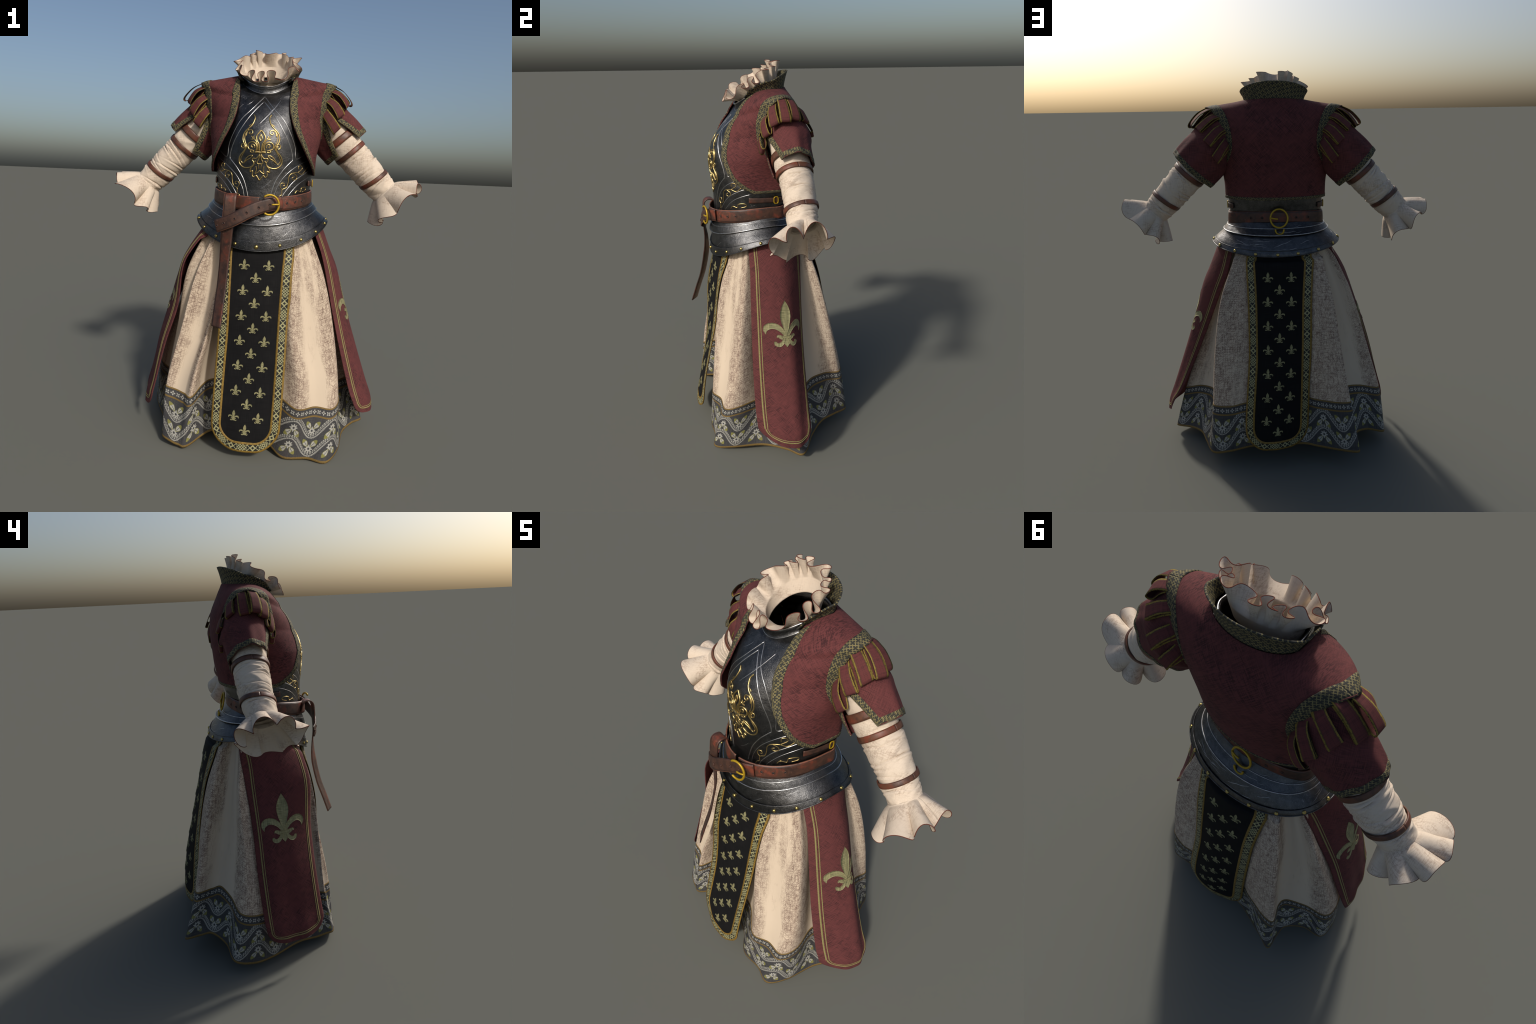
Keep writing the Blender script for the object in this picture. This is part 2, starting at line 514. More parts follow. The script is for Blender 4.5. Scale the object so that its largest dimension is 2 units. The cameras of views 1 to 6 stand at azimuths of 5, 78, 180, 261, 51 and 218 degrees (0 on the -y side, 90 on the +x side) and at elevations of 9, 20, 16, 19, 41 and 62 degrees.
rimp = [tube('', cr(rim3 + np.array([0, 0, .0015]), 200, True), .0042, None, closed=True),
        tube('', cr(unit(neck - ctr) * 0 + lift(0, .0008), 200, True), .0022, None, closed=True)]
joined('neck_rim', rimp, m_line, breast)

# engraved bright lines and gilt ornament: control points (mm): x outward from the centre line, z height
def mm(l): return [(a / 1000, b / 1000) for a, b in l]
ENGRAVED = [
    ([(0, 1744), (50, 1682), (103, 1625), (141, 1555), (159, 1505), (167, 1454), (212, 1482)], .0022),
    ([(0, 1718), (48, 1659), (91, 1596), (127, 1530), (144, 1485), (150, 1449), (141, 1436), (110, 1400), (76, 1346), (58, 1290), (52, 1262)], .0026),
    ([(223, 1452), (164, 1414), (112, 1364), (81, 1309), (70, 1262)], .0018),
    ([(227, 1401), (160, 1346), (120, 1293), (104, 1262)], .0026),
    ([(232, 1373), (181, 1333), (143, 1287), (130, 1262)], .0016)]
ORN = [
    ([(41, 1649), (34, 1636), (36, 1621), (41, 1607), (52, 1591), (68, 1577), (81, 1560), (86, 1540), (83, 1522), (73, 1504), (72, 1493), (79, 1478), (91, 1465), (100, 1448), (100, 1427), (90, 1412), (73, 1403), (52, 1404), (37, 1411), (29, 1421), (31, 1430)], .0030),
    ([(41, 1607), (54, 1600), (60, 1594)], .0016),
    ([(59, 1579), (72, 1562), (77, 1542), (75, 1525), (67, 1504), (66, 1494), (80, 1470), (92, 1446), (92, 1430)], .0020),
    ([(71, 1548), (66, 1568), (53, 1576), (42, 1573), (41, 1561), (50, 1556), (57, 1562), (52, 1566)], .0026),
    ([(74, 1513), (89, 1511), (91, 1499), (81, 1492), (76, 1500), (81, 1505)], .0026),
    ([(0, 1576), (12, 1561), (20, 1547), (18, 1528), (10, 1516), (7, 1502), (5, 1481)], .0032),
    ([(0, 1556), (6, 1540), (0, 1526)], .0030),
    ([(20, 1482), (17, 1499), (23, 1514), (39, 1522), (54, 1516), (60, 1504), (55, 1490), (40, 1484), (30, 1481)], .0032),
    ([(27, 1494), (28, 1505), (38, 1511), (44, 1503), (37, 1496)], .0030),
    ([(12, 1483), (13, 1502), (16, 1513), (24, 1528), (35, 1537), (46, 1548)], .0022),
    ([(28, 1540), (35, 1534), (47, 1533)], .0022),
    ([(32, 1550), (36, 1540), (42, 1530)], .0022),
    ([(0, 1474), (12, 1476), (25, 1475)], .0052),
    ([(30, 1476), (41, 1474), (49, 1479), (44, 1482)], .0026),
    ([(34, 1460), (50, 1459), (66, 1446), (77, 1426), (84, 1424), (90, 1431)], .0024),
    ([(36, 1459), (48, 1446), (60, 1440), (76, 1427)], .0024),
    ([(3, 1467), (9, 1457), (18, 1447), (33, 1447), (37, 1439), (28, 1430), (21, 1435)], .0028),
    ([(3, 1461), (6, 1444), (13, 1431), (10, 1423), (0, 1422)], .0028),
    ([(29, 1424), (33, 1412), (43, 1401), (46, 1384), (34, 1389), (35, 1368), (26, 1361), (16, 1368), (0, 1345)], .0028),
    ([(19, 1410), (16, 1394), (21, 1377), (10, 1382), (0, 1391)], .0022),
    ([(6, 1418), (5, 1400)], .0016),
    ([(107, 1282), (108, 1306), (127, 1318), (134, 1343), (137, 1370), (151, 1385), (177, 1390), (196, 1383), (210, 1400), (222, 1419)], .0021),
    ([(108, 1306), (98, 1320), (101, 1335), (114, 1337), (118, 1327), (111, 1324)], .0021),
    ([(157, 1386), (172, 1374), (172, 1359), (158, 1354), (152, 1364), (161, 1369)], .0021),
    ([(177, 1390), (196, 1409), (191, 1423), (180, 1420), (180, 1406)], .0021),
    ([(107, 1282), (96, 1275), (90, 1262)], .0021),
    ([(168, 1290), (178, 1304), (194, 1299), (198, 1317), (215, 1321), (217, 1308), (204, 1299)], .0021)]
def chase(spec, lift_):
    parts = []
    for pts, r in spec:
        c = cr(np.array(mm(pts)), max(10, 7 * len(pts)))
        for sg in (1, -1):
            P = np.array([on_plate(sg * x, z, lift_)[0] for x, z in c])
            parts.append(tube('', P, r, None, n=6))
    return parts
joined('engraved_line', chase(ENGRAVED, -.0006), m_line, breast)
joined('gilt_ornament', chase([(p, r * (1.18 if i < 21 else 1.)) for i, (p, r) in enumerate(ORN)], .0004), m_gold, breast)
scr = []
for a, b, r in (((80, 1733), (-12, 1600), .0024), ((57, 1354), (2, 1301), .0015), ((-45, 1733), (-90, 1690), .0012), ((72, 1720), (20, 1650), .0012)):
    c = np.linspace(np.array(a) / 1000, np.array(b) / 1000, 16)
    P = np.array([on_plate(x + .006 * math.sin(i * .25), z, -.0008)[0] for i, (x, z) in enumerate(c)])
    scr.append(tube('', P, r, None, n=6, taper=np.sin(np.linspace(.15, pi - .1, 16)) ** .5))
joined('battle_scratch', scr, m_line, breast)

# ---------------------------------------------------------------- Sheet: cloth with flat coordinates
class Sheet:
    def __init__(s, G, sign):
        mid = np.concatenate([[0], np.cumsum(np.linalg.norm(np.diff(G[:, G.shape[1] // 2], axis=0), axis=1))])
        b = np.interp(np.linspace(0, mid[-1], len(G)), mid, np.arange(len(G))); j = np.minimum(b.astype(int), len(G) - 2); fb = (b - j)[:, None, None]
        G = G[j] * (1 - fb) + G[j + 1] * fb                # even spacing down the cloth
        s.G = G; s.nv, s.nu = G.shape[:2]; s.sign = sign
        s.N = gnormals(G) * sign
        seg = np.linalg.norm(np.diff(G, axis=1), axis=2).sum(1)
        s.hw = seg / 2                                  # half width of each row
        s.W = float(np.mean(s.hw))
        col = np.linalg.norm(np.diff(G, axis=0), axis=2)
        s.L = float(col[:, s.nu // 2].sum())
    def at(s, u, v, off=0.):
        """u metres from the middle line, v metres down -> point on the cloth"""
        u = np.asarray(u, float); v = np.asarray(v, float)
        b = np.clip(v / s.L, 0, 1) * (s.nv - 1)
        j = np.minimum(b.astype(int), s.nv - 2); fb = b - j
        hw = s.hw[j] * (1 - fb) + s.hw[j + 1] * fb
        a = np.clip((u / hw + 1) / 2, 0, 1) * (s.nu - 1)
        i = np.minimum(a.astype(int), s.nu - 2); fa = a - i
        def g(A): return ((A[j, i] * (1 - fa)[..., None] + A[j, i + 1] * fa[..., None]) * (1 - fb)[..., None] + (A[j + 1, i] * (1 - fa)[..., None] + A[j + 1, i + 1] * fa[..., None]) * fb[..., None])
        n = unit(g(s.N))
        return g(s.G) + n * np.asarray(off)[..., None], n
    def halfw(s, v):
        b = np.clip(np.asarray(v) / s.L, 0, 1) * (s.nv - 1)
        return np.interp(b, np.arange(s.nv), s.hw)
    def mesh(s, name, mat, parent=root, thick=.004, R=0., nu=60, nv=120, mask=None):
        v = np.linspace(0, 1, nv)
        v = (v * s.L) if R == 0 else np.concatenate([np.linspace(0, s.L - R, nv - 24, endpoint=False), s.L - R + R * np.sin(np.linspace(0, pi / 2, 24))])
        hw = s.halfw(v)
        if R > 0: hw = hw - R + np.sqrt(np.maximum(R * R - np.maximum(v - (s.L - R), 0) ** 2, 0))
        U = np.linspace(-1, 1, nu)[None] * hw[:, None]
        Vv = np.broadcast_to(v[:, None], U.shape)
        P, N = s.at(U, Vv)
        return shell(name, P, mat, parent, thick, flat=np.stack([U + s.W, Vv], -1), N=N, sign=s.sign, mask=mask)
    def border(s, name, inset, w, off, mat, parent, R=0., thick=.0025, n=340, v0=0., m=5, wb=None):
        """band that runs down one edge, across the bottom and up the other, inset from the edge"""
        out = []
        for k in range(m):
            d = inset + w * k / (m - 1); r = max(R - d, .0)
            L = s.L - (inset + (wb or w) * k / (m - 1))
            side1 = np.linspace(v0, L - r, n // 3)
            hwb = float(s.halfw(s.L)) - d
            pts = [(-(float(s.halfw(q)) - d), q) for q in side1]
            na = max(2, n // 12)
            a = np.linspace(0, pi / 2, na)[1:]
            if r > 0: pts += [(-hwb + r - r * math.cos(t), L - r + r * math.sin(t)) for t in a]
            bot = np.linspace(-hwb + r, hwb - r, n // 4)[1:]
            pts += [(q, L) for q in bot]
            if r > 0: pts += [(hwb - r + r * math.sin(t), L - r + r * math.cos(t)) for t in a]
            pts += [((float(s.halfw(q)) - d), q) for q in side1[::-1][1:]]
            pts = np.array(pts)
            # resample so that the rows correspond
            out.append(pts)
        k = min(len(p) for p in out)
        out = np.stack([p[np.linspace(0, len(p) - 1, k).round().astype(int)] for p in out], 1)   # (k,m,2)
        P, N = s.at(out[..., 0], out[..., 1], np.full(out.shape[:2], off))
        mid = P[:, m // 2]
        sl = np.concatenate([[0], np.cumsum(np.linalg.norm(np.diff(mid, axis=0), axis=1))])
        flat = np.stack(np.broadcast_arrays(sl[:, None], np.linspace(0, w, m)[None]), -1)
        g = gnormals(P); sg = 1 if np.mean(np.sum(g * N, -1)) > 0 else -1
        return shell(name, P, mat, parent, thick, flat=flat, N=N, sign=sg)

# ---------------------------------------------------------------- fauld (flared waist plates)
TF = np.linspace(0, 2 * pi, 240, endpoint=False)
CF = -.015
def fring(sx, yf, yb, zf, zs, zb, e=1.0):
    x, c = np.sin(TF), np.abs(np.cos(TF)) ** .88; fr = np.cos(TF) > 0; k = np.abs(np.cos(TF)) ** 1.5
    return np.stack([sx * x, np.where(fr, CF + (yf - CF) * np.abs(c), CF + (yb - CF) * np.abs(c)), np.where(fr, zs + (zf - zs) * k, zs + (zb - zs) * k)], -1)
def loft(keys, n): return np.stack([r for r in cr(np.array([k.ravel() for k in keys]), n)]).reshape(n, -1, 3)
lower = loft([fring(.262, -.296, .145, 1.165, 1.222, 1.212), fring(.286, -.302, .172, 1.125, 1.198, 1.180), fring(.318, -.308, .200, 1.070, 1.172, 1.140), fring(.335, -.311, .215, 1.016, 1.152, 1.110)], 40)
low = shell('fauld_plate', lower, m_steel, thick=.006, closed=True, sign=-1)
rimb = loft([fring(.3245, -.3135, .2095, 1.060, 1.1665, 1.133), fring(.333, -.3150, .2170, 1.035, 1.158, 1.118), fring(.340, -.3155, .2200, 1.012, 1.150, 1.106)], 10)
shell('fauld_rim', rimb, m_steel, low, thick=.006, closed=True, sign=-1)
upper = loft([fring(.246, -.292, .110, 1.205, 1.258, 1.262), fring(.258, -.302, .132, 1.178, 1.240, 1.236), fring(.270, -.310, .155, 1.152, 1.226, 1.216), fring(.279, -.313, .172, 1.136, 1.214, 1.204)], 24)
upl = shell('fauld_plate', upper, m_steel, thick=.006, closed=True, sign=-1)
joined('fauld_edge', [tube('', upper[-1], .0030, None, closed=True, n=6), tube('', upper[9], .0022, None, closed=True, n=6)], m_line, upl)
joined('fauld_edge', [tube('', rimb[0], .0020, None, closed=True, n=6), tube('', rimb[-1], .0030, None, closed=True, n=6)], m_steel, low)
sc_ = []
for k in range(34):
    g_ = lower if k % 4 else upper
    i0 = int(rng.integers(0, 240)); j0 = rng.uniform(.2, .75) * len(g_); ln_ = int(rng.integers(4, 15)); sl_ = rng.uniform(-.9, .5)
    P = []
    for q in range(ln_):
        jj = float(np.clip(j0 + sl_ * q + .3 * math.sin(q), 1, len(g_) - 2)); a0 = int(jj); fj = jj - a0; ii = (i0 + q) % 240
        P.append(g_[a0, ii] * (1 - fj) + g_[a0 + 1, ii] * fj)
    P = cr(np.array(P), ln_ * 3)
    sc_.append(tube('', P, rng.uniform(.0007, .0015), None, n=5, taper=np.sin(np.linspace(.1, pi - .1, len(P))) ** .6))
joined('plate_scratch', sc_, m_line, low, 'stuff')
# rivets share one dome mesh
bm = bmesh.new(); bmesh.ops.create_uvsphere(bm, u_segments=16, v_segments=10, radius=1.)
dome = bpy.data.meshes.new('rivet'); bm.to_mesh(dome); bm.free()
dome.polygons.foreach_set('use_smooth', [True] * len(dome.polygons)); dome.materials.append(m_rivet)
NR = gnormals(rimb, True) * -1
per = np.concatenate([[0], np.cumsum(np.linalg.norm(np.diff(np.concatenate([rimb[5], rimb[5][:1]]), axis=0), axis=1))])
for k in range(18):
    i = int(np.searchsorted(per, per[-1] * k / 18)) % 240
    o = bpy.data.objects.new('rivet', dome); bpy.context.collection.objects.link(o); o.parent = low
    n = Vector(NR[5, i]); o.location = Vector(rimb[5, i]) + n * .001
    s = .0108 if k == 0 else .0084
    o.scale = (s, s, s * .72); o.rotation_mode = 'QUATERNION'; o.rotation_quaternion = n.to_track_quat('Z', 'Y')

fauld_bvh = bvh_of(low)
def tuck(P, gap):
    """keep cloth inside the flared plate where it passes under it"""
    Q = P.reshape(-1, 3).copy()
    for i in np.nonzero(Q[:, 2] > 1.0)[0]:
        z = min(Q[i, 2], 1.20); o = Vector((0, CF, z)); d = Vector((Q[i, 0], Q[i, 1] - CF, 0)); r = d.length; d.normalize()
        h, _, _, dist = fauld_bvh.ray_cast(o, d, 1.)
        if h is None:                                   # just below the edge: ease out
            h, _, _, dist = fauld_bvh.ray_cast(Vector((0, CF, z + .03)), d, 1.)
            if h is not None: dist += .012
        if h is not None and r > dist - gap:
            k = (dist - gap) / r
            Q[i, 0] *= k; Q[i, 1] = CF + (Q[i, 1] - CF) * k
    return Q.reshape(P.shape)

# ---------------------------------------------------------------- skirt
# pleat lines from the front middle round by the wearer's left: (x, y) at 1.10, 0.90, 0.60 and 0.30 m, then the hem point; last: 1 = crest, 0 = valley
PLEATS = np.array([
    (0, -.245, 0, -.262, 0, -.285, 0, -.300, 0, -.305, .060, 0),
    (.100, -.228, .102, -.246, .110, -.268, .118, -.298, .095, -.325, .042, 0),
    (.150, -.228, .168, -.284, .196, -.334, .238, -.369, .178, -.382, .004, 1),
    (.195, -.198, .238, -.237, .282, -.276, .325, -.328, .296, -.376, .006, .05),
    (.225, -.178, .280, -.214, .342, -.256, .408, -.314, .388, -.388, .001, .70),
    (.252, -.150, .328, -.180, .402, -.222, .442, -.246, .448, -.300, .025, 1),
    (.228, -.085, .290, -.082, .342, -.087, .396, -.100, .482, -.138, .036, 0),
    (.250, -.020, .335, -.012, .400, -.010, .462, -.010, .542, -.020, .032, .5),
    (.262, .040, .342, .050, .428, .052, .528, .064, .600, .057, .033, 1),
    (.232, .070, .290, .076, .365, .082, .440, .098, .500, .136, .065, .2),
    (.205, .100, .255, .122, .310, .142, .370, .172, .430, .214, .088, 0),
    (.206, .128, .262, .168, .312, .214, .342, .258, .392, .302, .092, .2),
    (.212, .162, .280, .220, .325, .292, .340, .347, .346, .386, .085, 1),
    (.160, .174, .200, .236, .236, .312, .252, .374, .258, .386, .088, .9),
    (.105, .176, .120, .246, .130, .314, .142, .376, .135, .376, .110, .7),
    (0, .180, 0, .262, 0, .330, 0, .384, 0, .385, .120, .3),
    (-.115, .172, -.115, .246, -.122, .302, -.132, .338, -.130, .370, .115, .6),
    (-.155, .178, -.168, .252, -.188, .318, -.205, .354, -.210, .386, .108, 1),
    (-.200, .182, -.235, .256, -.276, .326, -.312, .384, -.332, .424, .108, .9),
    (-.236, .172, -.288, .237, -.335, .312, -.383, .380, -.412, .448, .118, 1),
    (-.218, .124, -.258, .168, -.300, .230, -.354, .302, -.408, .374, .122, .2),
    (-.222, .108, -.275, .142, -.326, .192, -.378, .258, -.414, .308, .128, 0),
    (-.250, .096, -.325, .126, -.398, .160, -.458, .208, -.490, .242, .105, .3),
    (-.300, .084, -.390, .116, -.486, .126, -.552, .172, -.585, .214, .070, 1),
    (-.268, .020, -.350, .036, -.464, .055, -.565, .090, -.596, .118, .050, .8),
    (-.262, -.060, -.340, -.060, -.445, -.035, -.525, -.005, -.556, .010, .040, .5),
    (-.252, -.105, -.330, -.105, -.395, -.112, -.455, -.120, -.488, -.140, .050, .2),
    (-.264, -.172, -.348, -.196, -.400, -.188, -.450, -.208, -.458, -.250, .042, .7),
    (-.212, -.172, -.272, -.214, -.340, -.232, -.418, -.256, -.446, -.305, .045, 0),
    (-.212, -.222, -.284, -.268, -.360, -.293, -.430, -.305, -.430, -.345, .040, 1),
    (-.180, -.208, -.228, -.238, -.298, -.272, -.370, -.306, -.385, -.368, .028, .15),
    (-.155, -.207, -.191, -.236, -.251, -.274, -.324, -.324, -.345, -.376, .018, 0),
    (-.132, -.238, -.165, -.276, -.218, -.322, -.280, -.360, -.300, -.376, .016, 1),
    (-.110, -.175, -.138, -.172, -.178, -.182, -.225, -.214, -.200, -.290, .060, 0),
    (-.060, -.230, -.070, -.248, -.080, -.262, -.090, -.272, -.085, -.292, .070, 0)])
NS, NZ = 760, 150
LEV = []
for k, z in enumerate((1.10, .90, .60, .30)):
    LEV.append(cr(np.stack([PLEATS[:, 2 * k], PLEATS[:, 2 * k + 1], np.full(len(PLEATS), z)], -1), NS, True))
HEM = cr(PLEATS[:, 8:11] + np.array([0, 0, .003]), NS, True)
LEV.append(HEM)
top = LEV[0] + (LEV[0] - LEV[1]) * .30; top[:, 2] = 1.20
LEV = np.stack([top] + LEV)                              # (6,NS,3)
LZ = np.array([1.20, 1.10, .90, .60, .30, .05])
def vert(L, zz, z):
    """cubic through the levels, uneven spacing"""
    h = np.diff(zz); d = np.diff(L, axis=0) / h[:, None, None]
    m = np.empty_like(L); m[0], m[-1] = d[0], d[-1]
    m[1:-1] = (d[:-1] * h[1:, None, None] + d[1:] * h[:-1, None, None]) / (h[1:] + h[:-1])[:, None, None]
    i = int(np.clip(np.searchsorted(-zz, -z) - 1, 0, len(zz) - 2)); t = (z - zz[i]) / h[i]
    return ((2 * t ** 3 - 3 * t ** 2 + 1) * L[i] + (t ** 3 - 2 * t ** 2 + t) * h[i] * m[i] + (-2 * t ** 3 + 3 * t ** 2) * L[i + 1] + (t ** 3 - t ** 2) * h[i] * m[i + 1])
clean = 1 - np.clip(cr(PLEATS[:, 11:12], NS, True)[:, 0], 0, 1)
hs = np.concatenate([[0], np.cumsum(np.linalg.norm(np.diff(np.concatenate([HEM, HEM[:1]]), axis=0), axis=1))])
ang = hs[:-1] / hs[-1] * 2 * pi
rows = []
for j in range(NZ):
    s_ = j / (NZ - 1)
    p = vert(LEV, LZ, 1.20 + (.05 - 1.20) * s_)
    rad = p - np.array([0, -.03, 0]); rad[:, 2] = 0; rad = unit(rad)
    p = p + rad * (.0035 * np.sin(ang * 13 + 6 * s_ + 2 * np.sin(ang * 3)) * (s_ * (1 - s_) * 3) + .003 * np.sin(ang * 29 + 4 * s_) * (1 - s_))[:, None]
    rows.append(p)
SK = np.stack(rows)
SK = tuck(SK, .020)
SKc = np.concatenate([SK, SK[:, :1]], 1)
vlen = np.concatenate([[0], np.cumsum(np.linalg.norm(np.diff(SKc.mean(1), axis=0), axis=1))])
colL = np.concatenate([np.zeros((1, NS + 1)), np.cumsum(np.linalg.norm(np.diff(SKc, axis=0), axis=2), axis=0)])
vup = colL[-1:] - colL                                   # metres up from the hem
cl = np.concatenate([clean, clean[:1]])
flat_s = np.stack(np.broadcast_arrays(hs[None], vup, 1 - cl[None]), -1)
skirt = shell('skirt', SKc, m_linen, thick=.004, flat=flat_s, sign=-1)
skirt_bvh = bvh_of(skirt)
# hem band: same cloth, a little proud
nb = 60
HB = np.zeros((nb, NS + 1, 3)); HN = gnormals(SKc) * -1
for i in range(NS + 1):
    q = np.linspace(HEMH, 0, nb)
    for k in range(3): HB[:, i, k] = np.interp(q, vup[::-1, i], SKc[::-1, i, k] + .0022 * HN[::-1, i, k])
flat_h = np.stack(np.broadcast_arrays(hs[None], np.linspace(HEMH, 0, nb)[:, None]), -1)
HB[-1, :, 2] -= .002
hem = shell('embroidered_hem_band', HB, m_hem, skirt, thick=.003, flat=flat_h, sign=-1)

# ---------------------------------------------------------------- hanging panels
def panel(rows_, sign, nu=61, nv=161, clear=.010, fold=.0, seed=0):
    """rows: (left, middle, right) points from the top down"""
    A = np.array(rows_, float)                         # (k,3,3)
    A = cr(A.reshape(len(A), 9), nv).reshape(nv, 3, 3)
    a = np.linspace(-1, 1, nu)[None, :, None]
    l, m_, r = A[:, :1], A[:, 1:2], A[:, 2:]
    G = l * (a * (a - 1) / 2) + m_ * (1 - a * a) + r * (a * (a + 1) / 2)
    v = np.linspace(0, 1, nv)[:, None]; aa = np.linspace(-1, 1, nu)[None]
    c = np.array([0, -.02, 0])
    rad = G - c; rad[..., 2] = 0; rad = unit(rad)
    if fold: G = G + rad * (fold * v * np.sin(aa * 5 + seed + 1.2 * v) + fold * .6 * v * np.sin(aa * 9 - 3 * v + seed * 2))[..., None]
    push = np.zeros((nv, nu))
    for j in range(nv):
        for i in range(nu):
            p = G[j, i]; o = Vector((0, -.02, p[2])); d = Vector(rad[j, i])
            h, _, _, dist = skirt_bvh.ray_cast(Vector(p) + d * .25, -d, .5)
            if h is not None:
                need = clear - ((.25 - dist) * -1)     # signed depth of p outside the cloth
                out = dist - .25
                if out < clear: push[j, i] = clear - out
                push[j, i] = max(0., clear + (.25 - dist))
    for _ in range(12):
        s_ = push.copy(); s_[1:-1] = (push[:-2] + push[2:] + 2 * push[1:-1]) / 4
        s_[:, 1:-1] = (s_[:, :-2] + s_[:, 2:] + 2 * s_[:, 1:-1]) / 4
        push = np.maximum(s_, push * .985)
    return Sheet(tuck(G + rad * push[..., None], .009), sign)

def mir(rows_): return [(tuple((-p[0],) + tuple(p[1:])) for p in r) for r in rows_]

front_tab = panel([
    ((-.155, -.240, 1.10), (.005, -.286, 1.10), (.175, -.235, 1.10)),
    ((-.162, -.265, 1.00), (.005, -.302, 1.00), (.180, -.255, 1.00)),
    ((-.163, -.300, .90), (.005, -.312, .90), (.175, -.287, .90)),
    ((-.163, -.330, .75), (.004, -.332, .75), (.171, -.312, .75)),
    ((-.166, -.337, .60), (.002, -.346, .60), (.169, -.338, .60)),
    ((-.172, -.347, .45), (-.002, -.364, .45), (.168, -.372, .45)),
    ((-.176, -.371, .30), (-.005, -.396, .30), (.165, -.402, .30)),
    ((-.178, -.395, .16), (-.008, -.428, .16), (.160, -.420, .16)),
    ((-.178, -.405, .060), (-.010, -.446, .055), (.156, -.425, .060))], -1, fold=.002)
back_tab = panel([
    ((.156, .165, 1.15), (-.016, .205, 1.15), (-.192, .155, 1.15)),
    ((.154, .205, 1.06), (-.016, .243, 1.06), (-.188, .200, 1.06)),
    ((.148, .262, .90), (-.014, .280, .90), (-.179, .263, .90)),
    ((.146, .296, .75), (-.012, .318, .75), (-.175, .294, .75)),
    ((.148, .327, .60), (-.010, .353, .60), (-.170, .318, .60)),
    ((.159, .362, .45), (-.004, .388, .45), (-.163, .335, .45)),
    ((.170, .396, .30), (.004, .410, .30), (-.158, .350, .30)),
    ((.173, .410, .20), (.006, .420, .20), (-.154, .362, .20)),
    ((.175, .412, .128), (.008, .424, .124), (-.150, .365, .128))], -1, fold=.002, seed=2)
right_pan = panel([
    ((.250, -.152, 1.18), (.290, -.010, 1.18), (.215, .130, 1.18)),
    ((.276, -.154, 1.10), (.322, .000, 1.10), (.232, .128, 1.10)),
    ((.316, -.155, 1.00), (.362, .004, 1.00), (.257, .126, 1.00)),
    ((.344, -.160, .90), (.405, .004, .90), (.295, .119, .90)),
    ((.391, -.168, .70), (.463, .002, .70), (.372, .107, .70)),
    ((.442, -.175, .50), (.528, .000, .50), (.452, .100, .50)),
    ((.499, -.177, .30), (.596, -.002, .30), (.540, .098, .30)),
    ((.530, -.174, .22), (.632, -.005, .20), (.592, .094, .225)),
    ((.548, -.172, .165), (.645, -.008, .130), (.612, .088, .160))], -1, fold=.005, seed=1, clear=.007)
left_pan = panel([
    ((-.232, .088, 1.18), (-.270, -.060, 1.18), (-.195, -.200, 1.18)),
    ((-.265, .084, 1.10), (-.302, -.070, 1.10), (-.248, -.212, 1.10)),
    ((-.313, .078, 1.00), (-.362, -.085, 1.00), (-.324, -.236, 1.00)),
    ((-.364, .077, .90), (-.408, -.090, .90), (-.370, -.247, .90)),
    ((-.452, .069, .70), (-.470, -.090, .70), (-.394, -.240, .70)),
    ((-.521, .066, .50), (-.526, -.095, .50), (-.454, -.244, .50)),
    ((-.584, .055, .30), (-.562, -.105, .30), (-.498, -.262, .30)),
    ((-.598, .046, .235), (-.586, -.108, .215), (-.512, -.270, .235)),
    ((-.604, .040, .18), (-.594, -.112, .148), (-.520, -.274, .17))], -1, fold=.004, seed=4, clear=.007)

def lobe(spine, widths, n=14, m=5):
    """petal: tapering strip along a spine, in unit fleur coordinates"""
    S = cr(np.array(spine), n); w = cr(np.array(widths)[:, None], n)[:, 0]
    T = unit(np.gradient(S, axis=0)); B = np.stack([-T[:, 1], T[:, 0]], -1)
    q = np.linspace(-1, 1, m)
    P = S[:, None] + B[:, None] * (np.maximum(w, 0)[:, None] * q[None])[..., None]
    F = [(j * m + i, j * m + i + 1, (j + 1) * m + i + 1, (j + 1) * m + i) for j in range(n - 1) for i in range(m - 1)]
    return P.reshape(-1, 2), F
def fleur_lobes():
    L = [lobe([(0, .22), (0, .34), (0, .52), (0, .68), (0, .84), (0, 1.0)], [.028, .045, .095, .120, .085, .0])]
    for s in (1, -1):
        L.append(lobe([(s * .02, .22), (s * .09, .35), (s * .19, .435), (s * .30, .455), (s * .375, .40), (s * .40, .33), (s * .385, .25)], [.02, .045, .060, .066, .055, .030, .0]))
        L.append(lobe([(s * .02, .20), (s * .10, .205), (s * .17, .235), (s * .20, .205)], [.030, .042, .028, .008]))
        L.append(lobe([(s * .03, .20), (s * .085, .10), (s * .15, .045), (s * .215, .06), (s * .235, .115)], [.035, .035, .042, .038, .02]))
    L.append(lobe([(0, .22), (0, .16), (0, .08), (0, 0)], [.02, .035, .055, .0]))
    L.append(lobe([(-.10, .225), (0, .215), (.10, .225)], [.022, .026, .022]))
    return L
FL = fleur_lobes()
